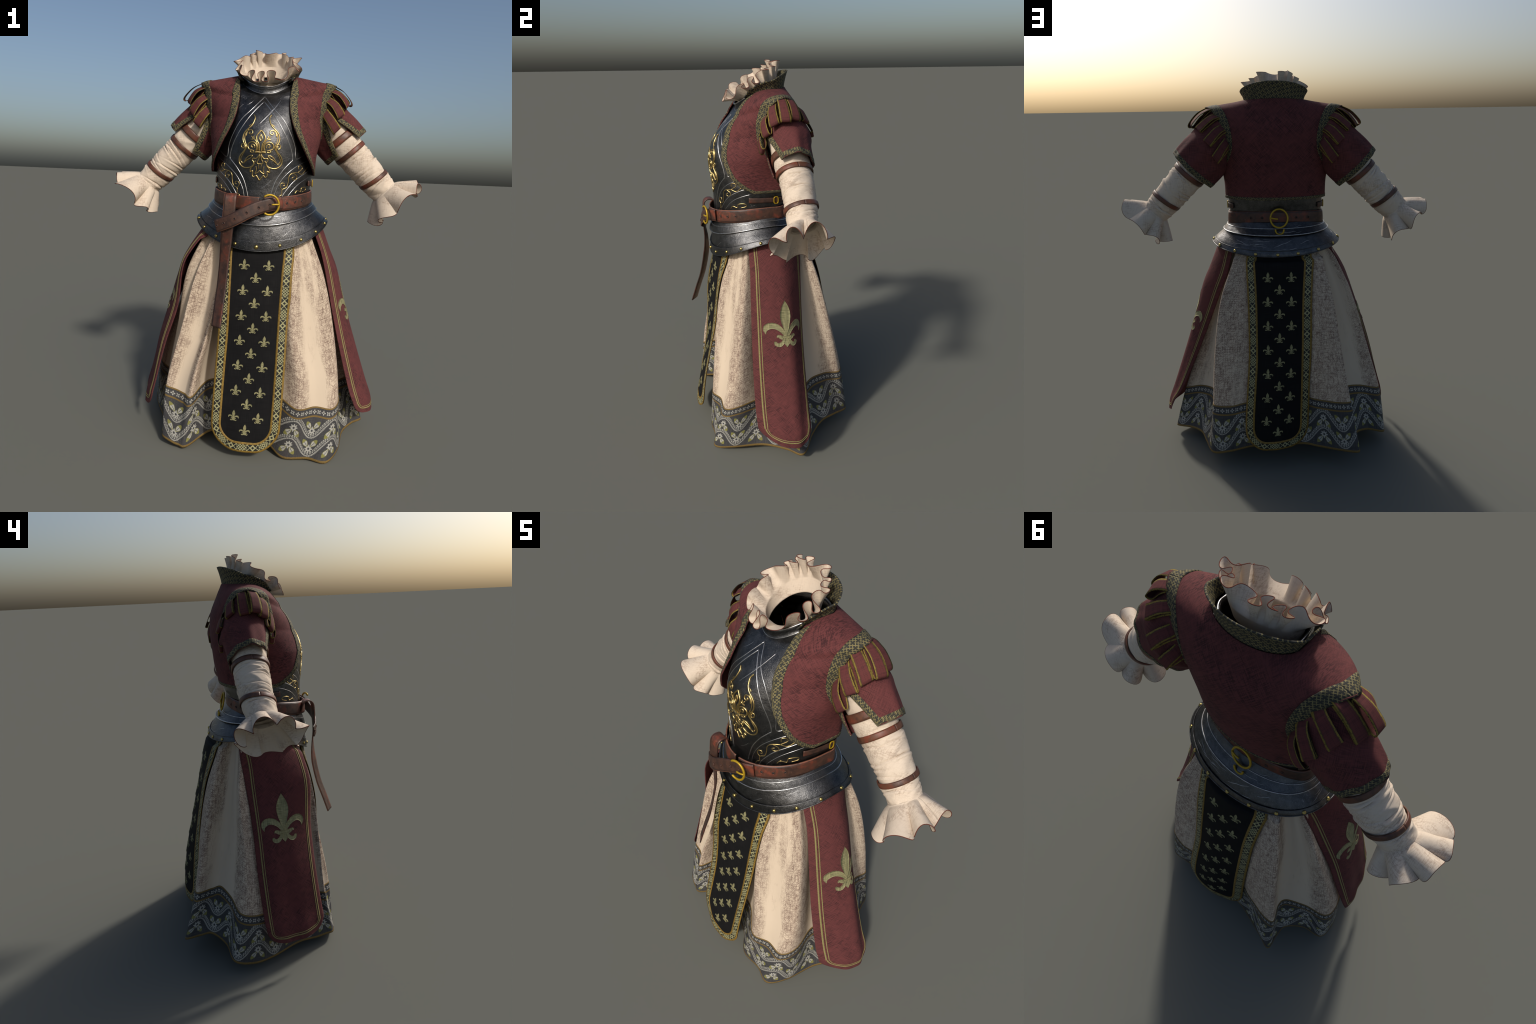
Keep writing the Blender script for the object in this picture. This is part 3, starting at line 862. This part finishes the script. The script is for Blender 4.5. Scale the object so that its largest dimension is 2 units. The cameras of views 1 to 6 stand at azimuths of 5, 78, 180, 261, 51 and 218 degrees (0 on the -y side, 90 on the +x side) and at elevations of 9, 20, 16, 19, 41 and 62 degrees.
def fleur(sheet, u0, v0, h, parent, wide=1.0):
    V, F, flat, o = [], [], [], 0
    for k, (P, f) in enumerate(FL):
        u = u0 + P[:, 0] * h * wide * np.sign(sheet.dir); v = v0 - P[:, 1] * h
        Q, n = sheet.at(u, v, np.full(len(u), .0016 + .00022 * k))
        V.append(Q); flat += list(zip(u + .5, v)); F += [tuple(x + o for x in q) for q in f]; o += len(P)
        Q2, _ = sheet.at(u, v, np.full(len(u), .0002))
        V.append(Q2); flat += list(zip(u + .5, v)); kk = len(P)
        F += [tuple(x + o for x in q[::-1]) for q in f]
        nn, m = kk // 5, 5
        ring = [i for i in range(m)] + [j * m + m - 1 for j in range(1, nn)] + [(nn - 1) * m + i for i in range(m - 2, -1, -1)] + [j * m for j in range(nn - 2, 0, -1)]
        for a, b in zip(ring, ring[1:] + ring[:1]): F.append((a + o - kk, b + o - kk, b + o, a + o))
        o += kk
    return build('fleur_de_lis', np.concatenate(V), F, m_fleur, parent, np.array(flat))
for s in (front_tab, back_tab, right_pan, left_pan): s.dir = 1.

def tabard(sheet, R):
    t = sheet.mesh('tabard', m_tab, R=R, nu=50, nv=140)
    sheet.border('tabard_border', -.001, TBW, .0014, m_tabb, t, R=R, thick=.003, v0=.0, m=7, n=420)
    pitch = .0612
    L = sheet.L
    i = 0; v = L - TBW - .032
    while v > .14:
        if i % 2 == 0: fleur(sheet, 0, v, .051, t, 1.22)
        else:
            fleur(sheet, -.060, v, .051, t, 1.22); fleur(sheet, .060, v, .051, t, 1.22)
        v -= pitch; i += 1
    return t
tabard(front_tab, .125); tabard(back_tab, .115)
for s in (right_pan, left_pan):
    t = s.mesh('side_panel', m_red, R=.06, nu=50, nv=140)
    s.border('gold_stripe', .024, .0062, .0012, m_stripe, t, R=.06, thick=.0012, m=3)
    s.border('gold_stripe', .036, .0034, .0012, m_stripe, t, R=.06, thick=.0012, m=3)
    fleur(s, -.006, s.L * .525, .240, t, wide=1.12)

# ---------------------------------------------------------------- belts
def plate_ring(th, z, off):
    """point just outside the torso at angle th, height z"""
    i = np.interp(z, R[:, 4], np.arange(len(R)))
    row = np.array([np.interp(i, np.arange(len(R)), R[:, c]) for c in range(6)])
    row[3:] = z
    p = TP(row, np.array([th]))[0]
    q_ = [TP(row, np.array([th + e]))[0] for e in (-.02, .02)]; n = unit(np.cross(q_[1] - q_[0], np.array([0, 0, 1.]))); n = n if n @ (p - np.array([0, -.05, p[2]])) > 0 else -n
    return p + n * off, n
tb = np.linspace(.10, 2 * pi + .02, 260)
P_, N_ = [], []
for t in tb:
    k = math.cos(t)
    zc = 1.272 + (.012 * -k if k < 0 else 0) - .036 * max(k, 0) ** 1.5
    p, n = plate_ring(t, zc, .014 + .010 * math.sin(t) ** 2 * 0 + (.016 * max(0, math.cos(t * .5) ** 24)))
    P_.append(p); N_.append(n)
P_, N_ = np.array(P_), np.array(N_)
Sd = np.tile([0, 0, 1.], (len(P_), 1))
belt = strip('belt', P_, Sd + N_ * -.05, N_, BELTW, m_belt, thick=.006, m=7, crown=.0015)
# belt tail: from the buckle down to the left, over the hanging strap
tail_c = cr(np.array([(.115, -.296, 1.246), (.07, -.322, 1.239), (.01, -.338, 1.222), (-.05, -.350, 1.194), (-.11, -.352, 1.160), (-.165, -.338, 1.136), (-.198, -.318, 1.122)]), 60)
Tt = unit(np.gradient(tail_c, axis=0)); Nt = unit(np.stack([tail_c[:, 0] * .7, np.full(60, -.25), np.zeros(60)], -1))
St = unit(np.cross(Nt, Tt)); St *= np.sign(St[:, 2:3])
strip('belt_tail', tail_c, St, Nt, .062, m_belt, belt, thick=.006, m=7, crown=.001)
# hanging strap, looped over the belt
sc = cr(np.array([(-.128, -.268, 1.225), (-.128, -.280, 1.268), (-.128, -.306, 1.276), (-.130, -.324, 1.262), (-.131, -.329, 1.225), (-.134, -.330, 1.17), (-.138, -.329, 1.12), (-.142, -.322, 1.05), (-.147, -.326, .96), (-.152, -.350, .84), (-.158, -.382, .745), (-.163, -.412, .655)]), 150)
Tn = unit(np.gradient(sc, axis=0)); tw = np.clip((1.20 - sc[:, 2]) / .25, 0, 1); Ss = np.stack([np.cos(tw * .62), -np.sin(tw * .62), 0 * tw], -1); Ns = unit(np.cross(Ss, Tn)) 
strap = strip('hanging_strap', sc, Ss, Ns, .060, m_belt, belt, thick=.006, m=7, crown=.001)
# eyelets: ring with dark middle, shared meshes
def ring_mesh(r1, r2):
    a = np.arange(16) / 16 * 2 * pi
    V, F = tube('', np.stack([r1 * np.cos(a), r1 * np.sin(a), 0 * a], -1), r2, None, closed=True, n=6)
    me = bpy.data.meshes.new('eyelet'); me.from_pydata([tuple(v) for v in V], [], F)
    me.polygons.foreach_set('use_smooth', [True] * len(me.polygons)); return me
em = ring_mesh(.0058, .0017); em.materials.append(m_leather)
dm = bpy.data.meshes.new('eyelet_hole')
dm.from_pydata([(.0044 * math.cos(a), .0044 * math.sin(a), z) for z in (0, .0006) for a in np.arange(12) / 12 * 2 * pi], [], [tuple(range(12)), tuple(range(12, 24))] + [(i, (i + 1) % 12, 12 + (i + 1) % 12, 12 + i) for i in range(12)])
dm.materials.append(m_dark)
def eyelet(p, n, parent):
    q = Vector(n).to_track_quat('Z', 'Y')
    for nm, me, off in (('eyelet', em, .0006), ('eyelet_hole', dm, .0002)):
        o = bpy.data.objects.new(nm, me); bpy.context.collection.objects.link(o); o.parent = parent
        o.location = Vector(p) + Vector(n) * off; o.rotation_mode = 'QUATERNION'; o.rotation_quaternion = q
for k in np.linspace(12, 56, 6).astype(int): eyelet(tail_c[k] + Nt[k] * .0012, Nt[k], belt)
for t in (.55, .75, .95, 2.6, 2.85, 3.6, 3.9):
    k = int(np.argmin(np.abs(tb - t))); eyelet(P_[k] + N_[k] * .0018, N_[k], belt)
for k in (34, 44, 66, 86, 106, 124): 
    nn = Ns[k] if Ns[k][1] < 0 else -Ns[k]
    eyelet(sc[k] + nn * .0014, nn, belt)

def arc_pts(c, ex, ez, rx, rz, a0, a1, n, p=1.):
    a = np.linspace(a0, a1, n)
    return np.array(c) + np.outer(np.sign(np.cos(a)) * np.abs(np.cos(a)) ** p * rx, ex) + np.outer(np.sign(np.sin(a)) * np.abs(np.sin(a)) ** p * rz, ez)
bk = [tube('', arc_pts((.058, -.343, 1.236), unit(np.array([1, .22, .05])), unit(np.array([-.05, 0, 1.])), .043, .046, -2.2, 2.2, 40), .0052, None),
      tube('', cr(np.array([(.068, -.349, 1.238), (.085, -.346, 1.239), (.103, -.338, 1.240)]), 8), .0042, None)]
joined('buckle', bk, m_brass, belt)
ex = np.array([-1., 0, 0]); ez = np.array([0, -.22, 1.])
cB = (-.018, .134, 1.286)
bk2 = [tube('', arc_pts(cB, ex, ez, .044, .046, 0, 2 * pi * 47 / 48, 48), .0048, None, closed=True),
       tube('', np.array([(.026, .138, 1.290), (.004, .142, 1.286), (-.012, .142, 1.284)]), .0042, None),
       tube('', arc_pts((-.020, .156, 1.230), ex, ez, .021, .022, pi * .95, 2.05 * pi, 24), .0045, None)]
joined('buckle', bk2, m_brass, belt)
# side straps of the cuirass
for sg in (1, -1):
    th = np.linspace(1.18, 2.05, 40) * sg
    q = [plate_ring(t, 1.340, .007) for t in th]
    p = np.array([a for a, _ in q]); n = np.array([b for _, b in q])
    st = strip('side_strap', p, np.tile([0, 0, 1.], (40, 1)), n, .026, m_leather, breast, thick=.004, m=5)
    i = 17; c = p[i] + n[i] * .002; e = unit(p[i + 1] - p[i])
    joined('strap_buckle', [tube('', arc_pts(c, e, np.array([0, 0, 1.]), .011, .017, 0, 2 * pi * 23 / 24, 24, .6), .0030, None, closed=True)], m_brass, breast)

# ---------------------------------------------------------------- jacket
EDGE = np.array([(1.38, .258), (1.415, .246), (1.455, .225), (1.507, .197), (1.557, .170), (1.608, .146), (1.662, .128), (1.72, .121), (1.779, .124), (1.835, .132), (1.87, .128)])
def edge_x(z): return np.interp(z, EDGE[:, 0], EDGE[:, 1])
sel = R[(R[:, 4] >= 1.374)]
JOFF = .016
rowsJ = []
NU = 321
for j, row in enumerate(sel):
    rr = row.copy()
    q = min(1., (len(sel) - 1 - j) / 12)
    o = JOFF
    rr[0] -= o; rr[1] += o; rr[2] += o
    top = max(0, (j - len(sel) * .62) / (len(sel) * .38))
    rr[3:] += .010 * top
    th = np.linspace(0, pi / 2, 700)
    p = TP(rr, th, 1.)
    hit = np.nonzero(p[:, 0] >= edge_x(p[:, 2]))[0]
    t0 = th[hit[0]] if len(hit) else pi / 2 * .98
    rowsJ.append((rr, t0))
t0s = np.array([t for _, t in rowsJ])
ker = np.ones(5) / 5; t0s[2:-2] = np.convolve(t0s, ker, 'valid')
J = np.stack([TP(rr, np.linspace(t0, 2 * pi - t0, NU), 1.) for (rr, _), t0 in zip(rowsJ, t0s)])[::-1]
AH_C = np.array([.020, 1.686]); AH_R = np.array([.094, .150])
side_ = np.abs(J[..., 0]) > .19
def ah(p): return np.sqrt(((p[..., 1] - AH_C[0]) / AH_R[0]) ** 2 + ((p[..., 2] - AH_C[1]) / AH_R[1]) ** 2)
D_ = np.where(side_, ah(J), 9.)
cell = np.minimum.reduce([D_[:-1, :-1], D_[1:, :-1], D_[:-1, 1:], D_[1:, 1:]])
keep = cell > .93
# snap the rim of the hole on to the armhole ellipse
near = (D_ < 1.04) & (D_ > .80)
J2 = J.copy()
for k in (1, 2):
    c_ = AH_C[k - 1]; J2[..., k] = np.where(near & (D_ < 1.0), c_ + (J[..., k] - c_) / np.maximum(D_, .5), J[..., k])
jk = Sheet(J2, -1)
flatJ = np.stack(np.broadcast_arrays(np.linspace(-1, 1, NU)[None] * jk.hw[:, None] + jk.W, np.linspace(0, jk.L, len(J))[:, None]), -1)
jacket = shell('jacket', J2, m_red2, thick=.006, flat=flatJ, sign=-1, mask=keep)
jk_full = bvh_of(shell('tmp_jacket_form', J, None, thick=.0005, sign=-1))
tmp = bpy.data.objects['tmp_jacket_form']; bpy.data.objects.remove(tmp, do_unlink=True)
jk.border('jacket_trim', -.0015, .032, .0020, m_trim, jacket, thick=.004, v0=.004, m=6, n=700, wb=.017)

def drape(p, bvh, off):
    h, n, _, _ = bvh.find_nearest(Vector(p))
    n = np.array(n); c = np.array(h) - np.array([0, CY, 1.55]); c[2] *= .3
    if n @ c < 0: n = -n
    return np.array(h) + n * off, n
def rim_pt(sg, t, w=.97):
    y = AH_C[0] + AH_R[0] * w * math.sin(t); z = AH_C[1] + AH_R[1] * w * math.cos(t)
    h, n, _, _ = jk_full.ray_cast(Vector((sg * .6, y, z)), Vector((-sg, 0, 0)))
    return drape(h if h is not None else (sg * .32, y, z), jk_full, 0)
# armhole trim: marches from the rim of the hole over the jacket's surface
for sg in (1, -1):
    a = np.linspace(0, 2 * pi, 160)
    G = np.zeros((7, 160, 3)); Nn = np.zeros((7, 160, 3))
    for i, t in enumerate(a):
        ca, sa = math.cos(t), math.sin(t)
        p, n = rim_pt(sg, t)
        wid = .030 + .018 * (ca + .35) / 1.35 if ca > -.35 else .030 - .020 * (-.35 - ca) / .65
        for k in range(7):
            G[k, i] = p; Nn[k, i] = n
            d = np.array([-sg * 1., sa * .6, ca * .6]); d = unit(d - n * (d @ n))
            p, n = drape(p + d * wid / 6, jk_full, 0)
    for _ in range(3):
        for A_ in (G, Nn): A_[:, 1:-1] = (A_[:, :-2] + 2 * A_[:, 1:-1] + A_[:, 2:]) / 4
    Nn = unit(Nn); g_ = gnormals(G); sgn = 1 if np.mean(np.sum(Nn * g_, -1)) > 0 else -1
    G = G + Nn * .0035
    G[0] += np.array([sg * .006, 0, 0])
    sl = np.concatenate([[0], np.cumsum(np.linalg.norm(np.diff(G[2], axis=0), axis=1))])
    flat = np.stack(np.broadcast_arrays(sl[None], np.linspace(0, .046, 7)[:, None]), -1)
    shell('armhole_trim', G, m_trim, jacket, thick=.007, flat=flat, N=Nn, sign=sgn)

# stand collar of the jacket
ph = np.linspace(-2.28, 2.28, 120)                      # 0 = back
neckrow = rowsJ[-1][0]
baseC = TP(neckrow, pi + ph); 
dC = baseC - ctr; dC[:, 2] = 0; dC = unit(dC)
hC = .016 + .068 * np.clip(np.cos(ph * .62), 0, 1) ** 1.6
hC[:6] *= np.linspace(.3, 1, 6); hC[-6:] *= np.linspace(1, .3, 6)
CG = []
for f in np.linspace(0, 1, 12):
    CG.append(baseC + dC * ((-.004 + .020 * f ** 1.5)) + np.stack([0 * hC, 0 * hC, hC * f - .004], -1))
CG = np.array(CG)[::-1]
sl = np.concatenate([[0], np.cumsum(np.linalg.norm(np.diff(CG[6], axis=0), axis=1))])
flat = np.stack(np.broadcast_arrays(sl[None], np.linspace(0, 1, 12)[:, None] * hC[None]), -1)
shell('stand_collar', CG, m_trim, jacket, thick=.006, flat=flat, sign=1 if np.mean(np.sum(gnormals(CG) * dC[None], -1)) > 0 else -1)

# ---------------------------------------------------------------- arms
AX = np.array([.695, 0, -.719]); AX /= np.linalg.norm(AX)
AN = np.array([-AX[2], 0, AX[0]])                       # up
AY = np.array([0, 1., 0])
ARM0 = np.array([.305, .035, 1.645])
def arm(s, phi, r, ry=None):
    """s metres down the arm, phi from the top towards the back"""
    c = ARM0 + AX * np.asarray(s)[..., None] + AY * np.interp(np.asarray(s), [0, .2, .30, .38, .47, .58], [0, .006, .006, .002, -.008, -.036])[..., None]
    ry = r if ry is None else ry
    return c + AN * (r * np.cos(phi))[..., None] + AY * (ry * np.sin(phi))[..., None]
def vnoise(p, seed):
    from mathutils import noise
    return noise.noise(Vector(p) + Vector((seed, seed * 2.3, 0)))
for sg in (1, -1):
    M3 = np.array([sg, 1, 1.])
    def S_(P): return P * M3
    osign = sg
    # shirt sleeve
    s = np.linspace(-.02, .470, 230)[:, None]; phi = np.linspace(0, 2 * pi, 80, endpoint=False)[None]
    r = np.interp(s, [-.02, .06, .19, .33, .375, .40, .455, .47], [.090, .086, .081, .076, .0735, .074, .067, .066]) + 0 * phi
    wr = np.zeros_like(r)
    for i in range(230):
        for j in range(80):
            x = s[i, 0]; f = phi[0, j]
            d = x * 38 + .9 * math.sin(f + sg) + .6 * math.sin(2 * f + 1)
            amp = .35 + .65 * abs(vnoise((math.cos(f) * 1.3, math.sin(f) * 1.3, x * 7), 3 + sg))
            rid = 1 - abs(vnoise((math.cos(f) * .8 + 5, math.sin(f) * .8, d * .55), sg)) * 3
            wr[i, j] = .0060 * amp * max(-.6, rid)
    crs = np.random.default_rng(11 + sg)
    for _ in range(16):
        s0, tl, ph0, wd = crs.uniform(.20, .46), crs.uniform(.008, .030), crs.uniform(0, 2 * pi), crs.uniform(.7, 1.7)
        line = s0 + tl * np.sin(phi - ph0)
        on = np.exp(-(((phi - ph0 + pi / 2 + pi) % (2 * pi) - pi) / wd) ** 2)
        e_ = (s - line) / .0042
        wr += on * (-.0042 * np.exp(-e_ ** 2) + .0026 * np.exp(-(e_ - 1.9) ** 2))
    for b in (.100, .195, .375):                        # gathered at the bands
        wr -= .003 * np.exp(-((s - b) / .012) ** 2)
    P = S_(arm(s + 0 * phi, phi + 0 * s, r + wr - .001, r + wr - .005))
    sl_ = shell('shirt_sleeve', P, m_shirt, thick=.003, closed=True, sign=sg)
    # leather arm bands
    for sb, wb, tilt, rr in ((.108, .036, .006, .0905), (.195, .025, .004, .0865), (.378, .022, .010, .0795)):
        f = np.linspace(0, 2 * pi, 90)
        c = arm(sb + tilt * np.sin(f + 2.2), f, np.full(90, rr)); n = AN * np.cos(f)[:, None] + AY * np.sin(f)[:, None]
        strip('arm_band', S_(c), S_(np.tile(AX, (90, 1))), S_(n), wb, m_armband, sl_, thick=.005, m=5, crown=.001)
    # ruffled cuff
    t = np.linspace(0, 1, 40)[:, None]; f = np.linspace(0, 2 * pi, 220)[None]
    nl = 7; w = f * nl + .9 * np.sin(2 * f + sg) + .7 * np.sin(3 * f + 1)
    ra = .066 + .070 * t ** .9
    wv = t ** 1.1; am = 1 + .35 * np.sin(2 * f + 2 * sg) + .2 * np.sin(3 * f)
    lob = 1 - 2 * (1 - np.abs(np.sin(w / 2))) ** 1.3           # broad lobes, narrow pinches
    rr = ra + .020 * wv * am * lob - .005 * np.exp(-((t - .07) / .06) ** 2)
    ax = .460 + .096 * t ** 1.05 + .020 * wv * am * np.cos(w + .5)
    fi = f - .055 * wv * np.sin(w)
    P = S_(arm(ax + 0 * f, fi + 0 * t, rr))
    flat = np.stack(np.broadcast_arrays(f * .1, t), -1)
    shell('ruffled_cuff', P, m_ruff, sl_, thick=.0025, flat=flat, sign=sg)
    # jacket sleeve, slit at the front
    nv, nu = 70, 120
    v = np.linspace(0, 1, nv)[:, None]; a = np.linspace(0, 1, nu)[None]
    lo = np.radians(-84 + 33 * v ** .8); hi = np.radians(276 - 34 * v ** .8)
    f = lo + (hi - lo) * a
    sv = -.035 + .202 * v
    bulge = .018 * np.sin(v * pi * .85)
    rN = (.118 + .002 * v + bulge * .6); rY = (.101 - .013 * v + bulge * .4)
    fold = .0035 * v * np.sin(f * 9 + 1.5 * v) + .003 * v * np.sin(f * 4 + 2)
    P = arm(sv + 0 * a, f, rN + fold, rY + fold)
    # the head of the sleeve is set into the armhole
    tt_ = np.linspace(-2, 6, 240)
    rimc = np.array([rim_pt(1, t, .93)[0] for t in tt_])
    hd = np.stack([np.interp(f[0], tt_, rimc[:, k]) for k in range(3)], -1)[None] - np.array([.012, 0, 0])
    bl = np.clip(v / .34, 0, 1); bl = (bl * bl * (3 - 2 * bl))[..., None]
    P = P * bl + hd * (1 - bl)
    P[..., 1] += .018 * np.maximum(0, np.sin(f)) * np.exp(-((v - .22) / .2) ** 2)
    sh = Sheet(S_(P), -sg)
    js = sh.mesh('jacket_sleeve', m_red, root, thick=.005, nu=nu, nv=nv)
    sh.border('sleeve_trim', -.0015, .028, .0018, m_trim, js, thick=.004, v0=.03, m=5, n=480)
    q4 = [(j * nu + i, j * nu + i + 1, (j + 1) * nu + i + 1, (j + 1) * nu + i) for j in range(nv - 1) for i in range(nu - 1)]
    sleeve_bvh = BVHTree.FromPolygons([Vector(p_) for p_ in P.reshape(-1, 3)], q4)
    # shoulder strips: loops of edged cloth that spring from the armhole
    for k, al in enumerate(np.radians([-88, -62, -36, -10, 17, 44, 70, 94])):
        ca, sa = math.cos(al), math.sin(al)
        rootp = rim_pt(1, al, .95)[0]
        outw = unit(AN * ca + AY * sa)
        jit = rng.normal(0, 1, 3)
        Ls = .128 - .026 * abs(sa) + .006 * jit[0]; lft = .003 + .013 * abs(sa)
        down = unit(AX + np.array([0, 0, -.25 * abs(sa)]) + outw * (.10 + .05 * jit[1]))
        pts = [rootp - down * .02 - outw * .014, rootp - outw * .002, rootp + down * Ls * .35 + outw * (.008 + lft), rootp + down * Ls * .75 + outw * (.007 + lft), rootp + down * Ls * .98 + outw * lft, rootp + down * Ls * 1.0 + outw * (lft - .012),
               rootp + down * Ls * .85 + outw * (lft - .018), rootp + down * Ls * .4 - outw * .010, rootp - outw * .016]
        c = cr(np.array(pts), 60)
        for i in range(6, 60):                          # lie on the sleeve, the fold-back beneath the face
            h, n_, _, _ = sleeve_bvh.find_nearest(Vector(c[i])); h = np.array(h); n_ = np.array(n_)
            ax_ = ARM0 + AX * ((h - ARM0) @ AX)
            if n_ @ (h - ax_) < 0: n_ = -n_
            need = .016 if i < 34 else .005
            d_ = (c[i] - h) @ n_
            if d_ < need: c[i] = c[i] + n_ * (need - d_) * min(1, (i - 5) / 8)
        for _ in range(4): c[1:-1] = (c[:-2] + 2 * c[1:-1] + c[2:]) / 4
        Td = unit(np.gradient(c, axis=0))
        sd = unit(AY * ca - AN * sa + .12 * jit[2] * AX)
        sdv = np.tile(sd, (60, 1)); nn = np.cross(sdv, Td)
        wv = np.interp(np.linspace(0, 1, 60), [0, .15, .45, 1], [.038, .042, SW * 1.12, .040])
        strip('shoulder_strip', S_(c), S_(sdv), S_(nn) * 1., wv, m_strip, jacket, thick=.0025, m=5)

# ---------------------------------------------------------------- shirt collar with ruffle
f = np.linspace(0, 2 * pi, 520)
cf, sf = np.cos(f), np.sin(f)                           # 0 = front
B = np.stack([.114 * sf, -.037 - .102 * cf, 1.868 - .062 * cf], -1)
radial = unit(np.stack([sf, -cf, 0 * f], -1))
fr_ = (1 + cf) / 2
D = radial * (.020 + .034 * fr_ ** 2 + .008 * np.abs(sf))[:, None] + np.array([0, -.030, .060]) * (1.20 - .76 * fr_ ** 2.2)[:, None]
Tg = unit(np.stack([cf, sf, 0 * f], -1)); Nd = unit(np.cross(Tg, D))
w = f * 14 + 1.5 * np.sin(3 * f + 1) + 1.0 * np.sin(5 * f + .3)
A1 = .024 + .007 * np.sin(4 * f + 2); ln = .93 + .09 * np.sin(7 * f + 1) + .06 * np.sin(11 * f)
G = []
for q in np.linspace(-1, 0, 14):                        # stand
    G.append(B + radial * (.010 * q) + np.array([0, 0, .055 * q]))
for q in np.linspace(.04, 1, 34):
    wv = q ** 1.15
    G.append(B + D * q * ln[:, None] + Nd * (A1 * wv * np.sin(w))[:, None] + Tg * (-.0110 * wv * np.sin(2 * w))[:, None] + unit(D) * (.006 * wv * np.cos(w))[:, None])
G = np.array(G)
tv = np.concatenate([np.linspace(0, .3, 14), np.linspace(.32, 1, 34)])
flat = np.stack(np.broadcast_arrays(f[None] * .15, tv[:, None]), -1)
shell('ruffled_collar', G, m_ruff, thick=.0022, flat=flat, sign=1)
